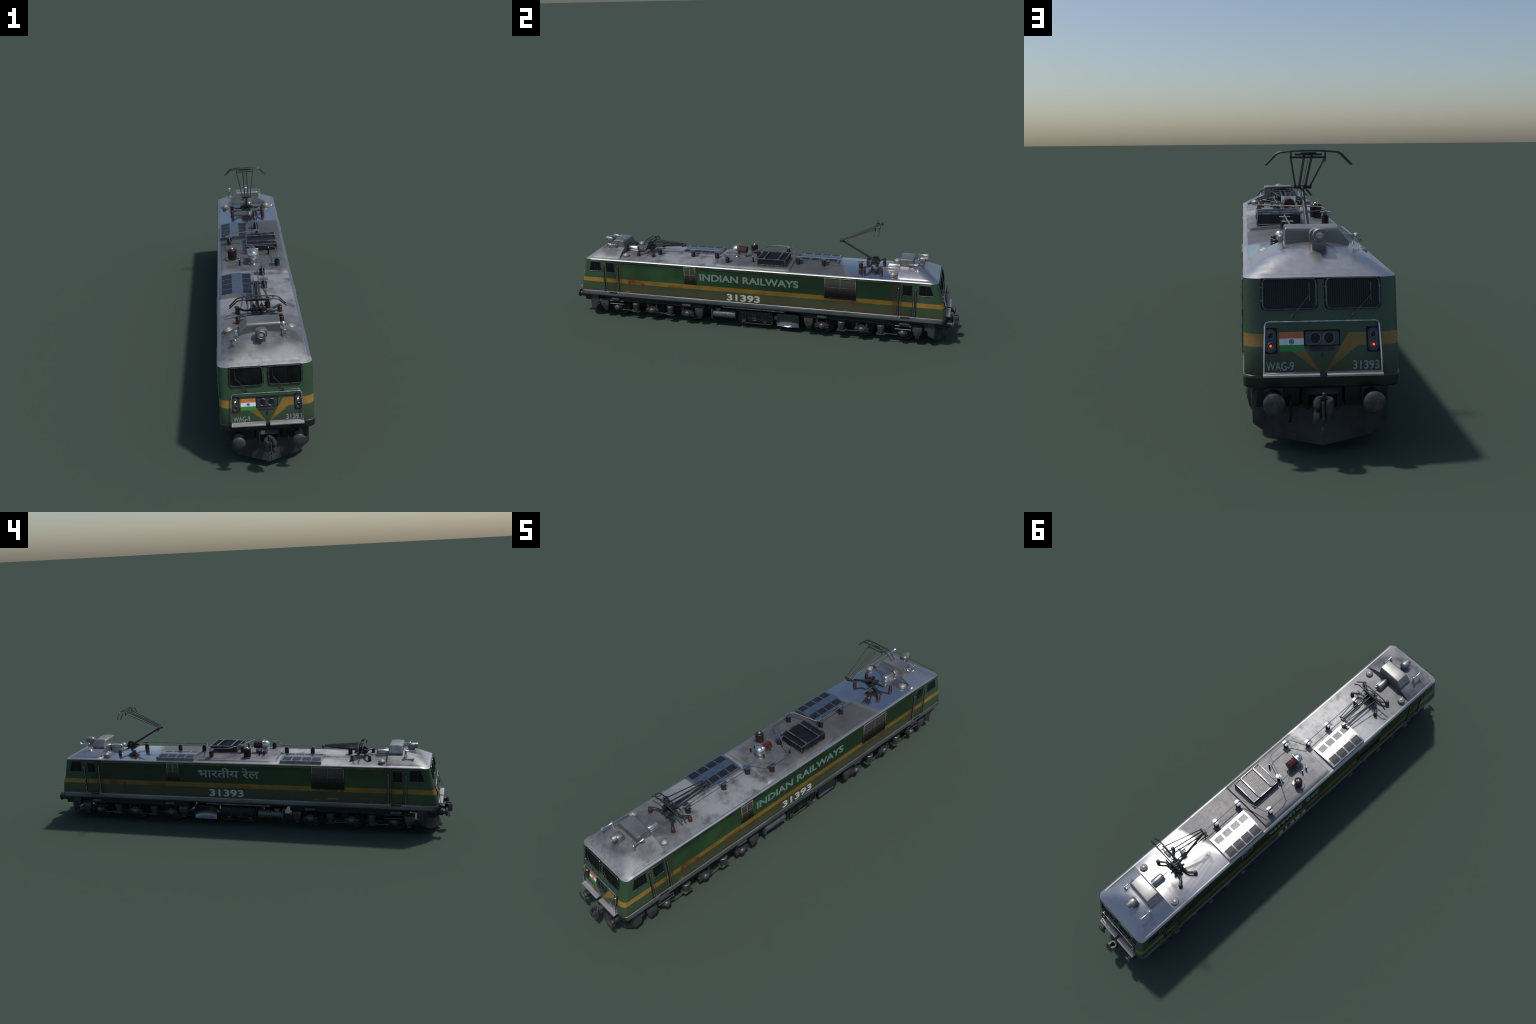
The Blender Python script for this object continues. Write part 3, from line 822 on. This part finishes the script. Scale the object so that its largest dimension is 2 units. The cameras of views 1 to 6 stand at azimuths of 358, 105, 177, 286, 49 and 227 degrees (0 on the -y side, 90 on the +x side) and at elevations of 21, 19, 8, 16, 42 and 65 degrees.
# ------------------------------------------------------------------ insulators and bus bar
def ribbed(r, h, n):
    prof = [(r * .8, 0), (r * .85, h * .02)]
    for i in range(n):
        a = h * (.04 + .92 * i / n); d = h * .92 / n
        prof += [(r * .88, a), (r, a + d * .35), (r * .99, a + d * .6), (r * .88, a + d * .9)]
    return prof + [(r * .7, h)]
def ins_mesh(name, r, h, n):
    bm = bmesh.new(); add_rev(bm, ribbed(r, h, n), 'z', (0, 0, 0), 20)
    return finish(bm, name, 60)
ins_me = ins_mesh("roof_insulator", .0108, .0260, 6)
bm = bmesh.new(); add_rev(bm, [(.0118, -.003), (.0118, .0015), (.010, .0020)], 'z', (0, 0, 0), 20)
add_rev(bm, [(.0055, .025), (.0055, .0345)], 'z', (0, 0, 0), 12); ins_fit = finish(bm, "insulator_fitting", 40)
bm = bmesh.new(); add_box(bm, (0, 0, .0352), (.0300, .0250, .0014), .0003)
add_box(bm, (0, 0, .0368), (.0040, .0270, .0022), .0004); ins_plate = finish(bm, "insulator_plate", 40)
INS = [(.0315, -.5230, 0), (.0300, -.3405, 0), (.0287, -.2132, 0), (.0922, -.1355, 0), (-.0072, -.0002, .45), (-.0917, .1345, 0), (.0295, .2126, 0), (.0288, .3400, 0), (.0330, .5235, 0)]
ins_top = []
for x, y, a in INS:
    z = roof_z(x, y)
    o = obj("roof_insulator", ins_me, 'ceramic', loc=(x, y, z))
    obj("insulator_fitting", ins_fit, 'edge', loc=(x, y, z))
    obj("insulator_plate", ins_plate, 'plate', loc=(x - .001 if abs(a) < .1 else x, y, z), rot=(0, 0, a))
    ins_top.append(z + .0385)
zo, zc = ins_top[1], ins_top[4]
bus = [(.0290, .545, zo), (.0288, .34, zo), (.0292, .205, zo), (.0225, .191, zo + .001), (-.0865, .158, zc), (-.0917, .1345, zc), (-.0905, .062, zc), (-.0810, .036, zc), (-.0072, 0, zc),
       (.0850, -.034, zc), (.0935, -.052, zc), (.0922, -.1355, zc), (.0890, -.1555, zc), (.0240, -.190, zo + .001), (.0287, -.2132, zo), (.0300, -.3405, zo), (.0315, -.5230, zo), (.0315, -.540, zo)]
mk("bus_bar", lambda b: add_tube(b, bus, .0018, 8), 'wire', 50)

# vacuum circuit breaker: red octagonal barrel, polished dome, pedestal
mk("breaker_barrel", lambda b: add_rev(b, [(.0150, -.0585), (.0188, -.0605), (.0188, -.1040)], 'y', (-.001, 0, .3815), 8), 'ceramic2', 20)
mk("breaker_dome", lambda b: (add_rev(b, [(.0195, -.1030), (.0205, -.1060), (.0205, -.1200), (.0185, -.1290), (.0125, -.1345), (0, -.1365)], 'y', (-.001, 0, .3815), 20),
                              add_box(b, (-.001, -.1060, .3850), (.046, .0035, .038), .0006, mat=Matrix.Rotation(0, 4, 'Y'))), 'chrome', 50)
mk("breaker_pedestal", lambda b: (add_rev(b, [(.0185, .3405), (.0185, .3455), (.0135, .3475), (.0125, .3700)], 'z', (-.001, -.114, 0), 20),
                                  add_box(b, (-.001, -.081, .3520), (.012, .030, .020), .001)), 'metal', 50)
# large capacitor-like insulator on its plate
mk("voltage_transformer", lambda b: add_rev(b, [(.0170, .3430)] + [(r, z) for i in range(7) for r, z in ((.0176, .3440 + .0052 * i), (.0182, .3455 + .0052 * i), (.0177, .3480 + .0052 * i))] + [(.0175, .3815), (.0150, .3840), (.006, .3850)], 'z', (-.082, -.044, 0), 28), 'ceramic', 60)
mk("voltage_transformer_cap", lambda b: add_rev(b, [(.0065, .3830), (.0062, .3870), (.0040, .3895), (0, .3900)], 'z', (-.082, -.044, 0), 16), 'chrome', 50)
mk("voltage_transformer_plate", lambda b: add_box(b, (-.082, -.044, .3428), (.056, .024, .0025), .0004, mat=Matrix.Rotation(.38, 4, 'Z')), 'plate')
for x, y, h in ((-.0540, -.0965, .027), (-.0545, -.1195, .027), (.0660, -.0100, .031)):
    z = roof_z(x, y)
    mk("bushing", lambda b: add_rev(b, [(.0032, z - .002), (.0032, z + .002)] + [(r, z + .002 + (h - .006) * (i + f) / 6) for i in range(6) for r, f in ((.0032, .1), (.0040, .5), (.0032, .9))] + [(.0028, z + h - .004)], 'z', (x, y, 0), 12), 'ceramic', 60)
    mk("bushing_cap", lambda b: add_rev(b, [(.0030, z + h - .005), (.0030, z + h - .001), (.0015, z + h + .001)], 'z', (x, y, 0), 12), 'chrome', 50)
for pts in ([(-.082, -.044, .389), (-.0835, -.036, .397), (-.084, -.020, .4000), (-.083, .000, .3960), (-.080, .034, .3825)],
            [(-.001, -.060, .382), (-.003, -.045, .372), (-.006, -.02, .3700), (-.007, -.001, .3760)],
            [(-.001, -.060, .378), (-.018, -.045, .3680), (-.028, -.025, .3700), (-.030, .010, .3815)],
            [(-.054, -.0965, .371), (-.046, -.101, .379), (-.036, -.108, .368), (-.022, -.112, .360), (-.012, -.113, .358)],
            [(-.0545, -.1195, .371), (-.045, -.121, .380), (-.033, -.122, .362), (-.020, -.118, .355), (-.012, -.115, .352)],
            [(.066, -.010, .376), (.073, -.015, .384), (.082, -.025, .386), (.086, -.035, .3830)]):
    mk("jumper_cable", lambda b: add_tube(b, smooth_path(pts, 5), .0007, 6), 'wire', 50)

# ------------------------------------------------------------------ pantographs
foot_me = ins_mesh("pantograph_insulator", .0082, .0200, 4)
def pantograph(sy, hub, knee, head_y, head_z, raised):
    x0 = -.004
    hy, hz = hub; ky, kz = knee
    S = lambda p: (p[0] + x0, p[1] * sy, p[2])
    def base(b):
        for sx in (1, -1):
            for fyy in (.5450, .6265):
                e = 1 if fyy > hy else -1
                pts = [(sx * .006, hy + e * .012, .3560), (sx * .030, hy + e * .016, .3540), (sx * .048, hy + e * .020, .3530), (sx * .060, hy + e * .030, .3545), (sx * .0725, fyy, .3558), (sx * .0750, fyy + e * .003, .3555)]
                add_tube(b, [S(p) for p in smooth_path(pts, 4)], .0051, 10, flat=.65)
        add_box(b, S((0, hy, .3565)), (.034, .040, .010), .002)
        add_tube(b, [S((-.028, hy, hz)), S((.028, hy, hz))], .0050, 10)
        for sx in (-.022, -.010, .010, .022):
            add_tube(b, [S((sx - .003, hy + .002, hz + .004)), S((sx + .003, hy + .002, hz + .004))], .0105, 14)
        for sx in (-.014, .014):
            add_tube(b, [S((sx, hy - .030, hz + .001)), S((sx, hy + .026, hz - .002))], .0050, 10)
            add_tube(b, [S((sx, hy - .020, hz + .010)), S((sx, hy + .020, hz + .006))], .0032, 8)
        add_tube(b, [S((.026, hy + .012, .3600)), S((.056, hy + .012, .3590))], .0034, 8)
        add_tube(b, [S((-.008, hy + .004, hz + .006)), S((-.002, hy + .004, hz + .006))], .0185, 14)
    P = mk("pantograph", base, 'panto', 40)
    for sx in (.0725, -.0725):
        for fyy in (.5450, .6265):
            xx, yy = sx + x0 + .0035, fyy * sy
            z = roof_z(xx, yy)
            obj("pantograph_insulator", foot_me, 'ceramic2', parent=P, loc=(xx, yy, z))
            mk("pantograph_foot", lambda b: (add_rev(b, [(.0090, z - .002), (.0090, z + .0012)], 'z', (xx, yy, 0), 16), add_rev(b, [(.0062, z + .019), (.0062, z + .0245), (.004, z + .026)], 'z', (xx, yy, 0), 12)), 'panto', parent=P)
    def lower(b):
        add_tube(b, [S((0, hy, hz + .003)), S((0, ky, kz - .001))], [.0060, .0044], 10)
        add_tube(b, [S((-.023, ky, kz)), S((.021, ky, kz))], .0044, 10)
        add_box(b, S((0, ky - .003, kz)), (.020, .012, .010), .002)
        if raised: add_tube(b, [S((-.010, ky + .004, kz - .006)), S((-.022, ky + .012, kz - .020))], .0022, 6)
    mk("lower_arm", lower, 'panto', 45, parent=P)
    ty, tz = head_y - .010, head_z - .0145
    def upper(b):
        for xa, xb, r in ((-.019, -.0385, .0021), (.017, .0385, .0021), (-.0075, -.0085, .0027), (.0075, .0085, .0027)):
            add_tube(b, [S((xa, ky, kz + .002)), S((xb, ty, tz + (.002 if abs(xb) < .01 else 0)))], [r * 1.1, r], 8)
        add_tube(b, [S((0, ky, kz - .003)), S((0, ty, tz - .006))], .0006, 5)
        add_tube(b, [S((-.0400, ty, tz)), S((.0400, ty, tz))], .0022, 8)
    mk("upper_arm", upper, 'panto', 45, parent=P)
    def head(b):
        for e in (-1, 1):
            yy = head_y + e * .0120
            half = [(0, head_z + .0006), (.030, head_z), (.055, head_z - .0020), (.066, head_z - .0035), (.0735, head_z - .0085), (.082, head_z - .0175), (.0955, head_z - .0305)]
            pts = [(-x, z) for x, z in half[:0:-1]] + half
            add_tube(b, [S((x, yy - e * .0040 * max(0, (abs(x) - .06) / .035), z)) for x, z in pts], .0030, 8, flat=.8)
        for x in (-.052, -.030, .030, .052):
            add_tube(b, [S((x, head_y - .012, head_z - .001)), S((x, head_y + .012, head_z - .001))], .0019, 6)
        add_box(b, S((0, head_y, head_z - .0045)), (.034, .013, .0030), .001)
        for sx in (-.038, .038):
            add_tube(b, [S((sx, head_y - .006, head_z - .003)), S((sx, ty, tz)), S((sx * .98, ty + .002, tz - .010))], .0019, 6)
        add_tube(b, [S((-.030, head_y, head_z - .008)), S((.030, head_y, head_z - .008))], .0024, 8)
    mk("collector_head", head, 'panto', 45, parent=P)
pantograph(1, (.5870, .3660), (.4230, .4628), .6000, .5520, True)
pantograph(-1, (.5870, .3640), (.4030, .3815), .5850, .4055, False)

# ------------------------------------------------------------------ running gear
AX = (.3510, .5470, .7430); AZ = .0572
def wheel_mesh():
    bm = bmesh.new()
    add_rev(bm, [(.0200, .0025), (.0430, .0040), (.0440, .0085), (.0535, .0090), (.0538, .0005), (.0545, -.0010), (.0572, -.0030), (.0568, -.0065), (.0420, -.0065), (.0400, -.0030), (.0200, -.0020)], 'x', (0, 0, 0), 40)
    add_rev(bm, [(.0130, -.004), (.0150, .0060), (.0145, .0140), (.0110, .0150)], 'x', (0, 0, 0), 24)
    return finish(bm, "wheel", 35)
WH = wheel_mesh()
def axlebox_mesh():
    bm = bmesh.new()
    add_rev(bm, [(.0145, .1050), (.0160, .1240), (.0155, .1300), (.0140, .1350), (.0110, .1390), (.0060, .1412), (0, .1418)], 'x', (0, 0, AZ), 22)
    # arched guide wings
    def wing(s):
        top = [(0, .0225), (.008, .0215), (.016, .0150), (.0240, .0090), (.0330, .0085), (.0345, .0010)]
        bot = [(.018, -.0005), (.012, -.0060)]
        poly = [(.118, s * y, AZ + z) for y, z in top + bot] + [(.118, 0, AZ - .006)]
        add_prism(bm, poly, (.014, 0, 0))
    wing(1); wing(-1)
    for s in (1, -1):
        add_box(bm, (.125, s * .0245, AZ - .0065), (.014, .018, .0034), .0008)
    return finish(bm, "axle_box", 35)
AB = axlebox_mesh()
def spring_mesh():
    bm = bmesh.new()
    for s in (1, -1):
        add_tube(bm, [(.121, s * .0235, AZ + .004), (.121, s * .0235, AZ + .038)], .0042, 8)
        for k in range(5):
            add_tube(bm, [(.121 + .0058 * math.cos(a * PI / 5), s * .0235 + .0058 * math.sin(a * PI / 5), AZ + .0085 + k * .0055) for a in range(10)], .0018, 5, True)
    return finish(bm, "axle_spring", 35)
SPR = spring_mesh()
def axlebox_end_mesh():
    bm = bmesh.new()
    add_rev(bm, [(.0145, .1050), (.0160, .1240), (.0155, .1300), (.0140, .1350), (.0110, .1390), (.0060, .1412), (0, .1418)], 'x', (0, 0, AZ), 22)
    add_box(bm, (.117, 0, AZ), (.02, .044, .020), .004)
    return finish(bm, "axle_box", 35)
ABE = axlebox_end_mesh()

def bogie(sy):
    def frame(b):
        for sx in (1, -1):
            poly = [(sx * .1120, y, z) for y, z in ((.2560, .1190), (.7450, .1190), (.7700, .1060), (.8360, .1000), (.8360, .0900), (.7700, .0905), (.7300, .0930), (.2560, .0930))]
            add_prism(b, [(x, y * sy, z) for x, y, z in poly], (sx * .0135, 0, 0))
            add_box(b, (sx * .1268, .49 * sy, .1105), (.003, .44, .0022), .0005)
            add_box(b, (sx * .1268, .49 * sy, .0962), (.003, .46, .0022), .0005)
            for i in range(6): add_box(b, (sx * .1264, (.31 + .085 * i) * sy, .1035), (.003, .012, .010), .0005)
        add_box(b, (0, .545 * sy, .070), (.140, .46, .060), .01)
        for y in (.262, .45, .645, .80): add_box(b, (0, y * sy, .098), (.230, .022, .018), .002)
        for y in AX:
            add_tube(b, [(-.10, y * sy, AZ), (.10, y * sy, AZ)], .0085, 12)
            add_box(b, (.0, (y + .034) * sy, AZ + .004), (.090, .034, .040), .008)
    B = mk("bogie", frame, 'black', 30)
    for y in AX:
        for s in (1, -1):
            obj("wheel", WH, 'cast2', parent=B, loc=(s * .0800, y * sy, AZ), rot=(0, 0, 0 if s > 0 else PI))
            obj("axle_box", ABE if y == AX[2] else AB, 'cast', parent=B, loc=(0, y * sy, 0), scale=(s, 1, 1))
            obj("axle_spring", SPR, 'black', parent=B, loc=(0, y * sy, 0), scale=(s, 1, 1))
    for s in (1, -1):
        Y = lambda y: y * sy
        for y in (.4468, .6392):
            def cone(b):
                add_rev(b, [(.0135, .0420), (.0138, .0440), (.0165, .0600), (.0195, .0780), (.0200, .0865), (.0170, .0890)], 'z', (s * .1190, Y(y), 0), 22)
                add_box(b, (s * .1190, Y(y - .001), .0410), (.030, .040, .0025), .0006)
            mk("spring_pot", cone, 'cast', 40, parent=B)
            def link(b):
                add_tube(b, [(s * .121, Y(y + .016), .0420), (s * .121, Y(y + .080), .0440)], .0022, 8)
                add_box(b, (s * .121, Y(y + .021), .0440), (.010, .011, .009), .002)
            mk("tie_rod", link, 'cast', 40, parent=B)
        for y, zt in ((.8120, .0885), (.2855, .0905)):
            def sand(b):
                x = s * .1240
                levels = [(.030, .023, .0930), (.031, .0235, .0840), (.030, .0228, .0720), (.022, .0155, .0520), (.014, .0095, .0430), (.011, .0085, .0410)]
                rings = []
                for hx, hy_, z in levels:
                    rings.append([b.verts.new((x + p[0], Y(y) + p[1], z)) for p in rounded_rect(hx * .5, hy_, hx * .22, 3)])
                for a, c in zip(rings, rings[1:]):
                    for i in range(len(a)): b.faces.new((a[i], a[(i + 1) % len(a)], c[(i + 1) % len(a)], c[i]))
                b.faces.new(rings[0]); b.faces.new(rings[-1])
                add_tube(b, [(x, Y(y - .009), .0365), (x, Y(y + .009), .0365)], .0032, 8)
            mk("sand_box", sand, 'cast', 45, parent=B)
        for y in (.7515, .3530):
            mk("brake_cylinder", lambda b: add_tube(b, [(s * .1290, Y(y - .0245), .1055), (s * .1290, Y(y - .0235), .1055), (s * .1290, Y(y + .016), .1055), (s * .1290, Y(y + .0245), .1055)], [.0088, .0100, .0100, .0062], 16), 'cast', 40, parent=B)
        def guardrail(b):
            add_tube(b, [(s * .131, Y(yy), z) for yy, z in ((.7075, .0945), (.7825, .0945), (.7825, .0780), (.7075, .0780))], .0021, 6, True)
            add_tube(b, [(s * .131, Y(.7080), .0945), (s * .126, Y(.704), .0700)], .0018, 6)
        mk("axle_guard", guardrail, 'cast', 40, parent=B)
        mk("damper", lambda b: (add_tube(b, [(s * .128, Y(.690), .110), (s * .128, Y(.600), .1125)], .0040, 10), add_tube(b, [(s * .128, Y(.600), .1125), (s * .128, Y(.555), .1137)], .0022, 8)), 'blue_black', 40, parent=B)
        mk("air_pipe", lambda b: add_tube(b, smooth_path([(s * .127, Y(.26), .100), (s * .1285, Y(.40), .0985), (s * .1275, Y(.52), .1015), (s * .1285, Y(.62), .0985), (s * .127, Y(.73), .100), (s * .118, Y(.80), .112), (s * .105, Y(.835), .122)], 4), .0014, 6), 'blue_black', 50, parent=B)
    return B
bogie(1); bogie(-1)

# ------------------------------------------------------------------ underframe between the bogies
def center_frame(b):
    add_box(b, (0, 0, .121), (.270, 1.66, .008))
    add_box(b, (0, .012, .078), (.170, .190, .078), .004)
    for sx in (1, -1): add_box(b, (sx * .055, 0, .112), (.016, .56, .016))
    add_box(b, (0, .18, .085), (.14, .09, .05), .004)
    add_box(b, (0, -.16, .085), (.12, .10, .05), .004)
mk("underframe", center_frame, 'black')

for s in (1, -1):
    def comp(b):
        x, z = s * .1080, .0665
        add_rev(b, [(.0200, -.2150), (.0203, -.2140), (.0203, -.1520)], 'y', (x, 0, z), 24)
        add_rev(b, [(.0208, -.1420), (.0208, -.0980), (.0190, -.0950)], 'y', (x, 0, z), 24)
        add_rev(b, [(.0215, -.1520), (.0238, -.1510), (.0238, -.1470), (.0218, -.1460), (.0209, -.1415)], 'y', (x, 0, z), 24)
    C = mk("compressor", comp, 'cyl', 40)
    mk("compressor_flange", lambda b: add_box(b, (s * .1080, -.2175, .0690), (.048, .0050, .054), .001), 'cyl', parent=C)
    mk("compressor_box", lambda b: add_box(b, (s * .1080, -.1870, .0890), (.022, .024, .016), .0015), 'cyl', parent=C)

    def basket(b):
        y0, y1, z0, z1, x = -.0780, .0985, .0290, .0950, s * .1150
        cy, cz = (y0 + y1) / 2, (z0 + z1) / 2
        add_box(b, (s * .100, cy, cz + .002), (.026, y1 - y0 - .006, z1 - z0 - .006), .008)
    K = mk("battery_box", basket, 'black')
    def straps(b):
        y0, y1, z0, z1, x = -.0780, .0985, .0290, .0880, s * .1140
        cy, cz = (y0 + y1) / 2, (z0 + z1) / 2
        pts = [(p[0] + cy, p[1] + cz) for p in rounded_rect((y1 - y0) / 2, (z1 - z0) / 2, .018, 5)]
        add_tube(b, [(x, y, z) for y, z in pts], .0018, 6, True)
        for yy in (-.0520, .0560):
            for d in (-.0085, .0085): add_tube(b, [(x + s * .001, yy + d * 1.1, z1 - .004), (x + s * .003, yy + d, z0 - .004)], .0014, 6)
            add_box(b, (x + s * .002, yy, .040), (.004, .016, .012), .001)
            add_box(b, (x + s * .001, yy, z1 - .005), (.004, .026, .004), .001)
        for d in (-.009, .009): add_tube(b, [(x, .0020 + d, z1 - .004), (x, .0020 + d, z0 + .014)], .0013, 6)
        for k in range(5): add_tube(b, [(x, -.0070, .046 + k * .0085), (x, .0110, .046 + k * .0085)], .0011, 5)
        add_tube(b, [(x, y1 - .004, z1 - .02), (x, y1 - .022, z1 - .004)], .0015, 6)
    mk("battery_box_straps", straps, 'strap', parent=K)
    mk("underframe_pipe", lambda b: [add_tube(b, [(s * (.1300 - .001 * k), -.1650 + .004 * k, .1185 - .0042 * k), (s * (.1300 - .001 * k), .1700 - .004 * k, .1185 - .0042 * k)], .0016, 8) for k in range(3)], 'edge', 40)

    # reservoir cover with a flat polished face
    def cover():
        bm = bmesh.new(); y0, y1 = .1200, .2312
        prof = [(.1140, .0930), (.1160, .0905)] + [(.1162 + .0006 * i * 0, .0905 - .0625 * i / 8) for i in range(1, 9)]
        cols = [[bm.verts.new((s * x, y0 + (y1 - y0) * q / 10, z)) for x, z in prof] for q in range(11)]
        a, c = cols[0], cols[-1]
        for p_, q_ in zip(cols, cols[1:]):
            for i in range(len(prof) - 1): bm.faces.new((p_[i], p_[i + 1], q_[i + 1], q_[i]))
        ba = [bm.verts.new((s * .062, y0, .0930)), bm.verts.new((s * .072, y0, .0300))]
        bc = [bm.verts.new((s * .062, y1, .0930)), bm.verts.new((s * .072, y1, .0300))]
        bm.faces.new(a + [ba[1], ba[0]]); bm.faces.new(c + [bc[1], bc[0]])
        bm.faces.new([k[0] for k in cols] + [bc[0], ba[0]]); bm.faces.new([k[-1] for k in cols] + [bc[1], ba[1]])
        bmesh.ops.recalc_face_normals(bm, faces=bm.faces)
        for f in bm.faces: f.smooth = True
        front = {f.index for f in bm.faces}
        me = bpy.data.meshes.new("reservoir_cover"); bm.to_mesh(me); bm.free()
        # flat face, normals bent skyward at the foot to shape its sky and sun reflection
        nrm = []
        for p in me.polygons:
            for li in p.loop_indices:
                v = me.vertices[me.loops[li].vertex_index].co
                if abs(p.normal.x) > .9 and abs(v.x) > .11:
                    k = (.0905 - v.z) / .0625; yk = (v.y - (y0 + y1) / 2) / (y1 - y0)
                    nrm.append(Vector((s, yk * .9, -.12 + 1.12 * max(0, k) ** 2.2 * (1 - 1.3 * yk * yk))).normalized())
                else: nrm.append(p.normal.copy())
        me.normals_split_custom_set([tuple(n) for n in nrm])
        return me
    R = obj("reservoir_cover", cover(), 'tank')
    mk("reservoir_cover_rim", lambda b: (slab(b, .1192, .1204, .0275, .0938, .113 if s > 0 else -.1168, .1168 if s > 0 else -.113), slab(b, .2308, .2320, .0275, .0938, .113 if s > 0 else -.1168, .1168 if s > 0 else -.113),
                                         slab(b, .1192, .2320, .0926, .0940, .100 if s > 0 else -.1168, .1168 if s > 0 else -.100)), 'sole', parent=R)
    mk("reservoir_bolt", lambda b: [add_rev(b, [(.0016, s * .1160), (.0016, s * .1178), (.0008, s * .1184)], 'x', (0, yy, zz), 8) for yy in (.152, .199) for zz in (.0345, .0870)], 'black', parent=R)
    mk("reservoir_pipe", lambda b: add_rev(b, [(.0100, .1030), (.0125, .1060), (.0125, .1200)], 'y', (s * .098, 0, .0640), 18), 'cyl', 40, parent=R)
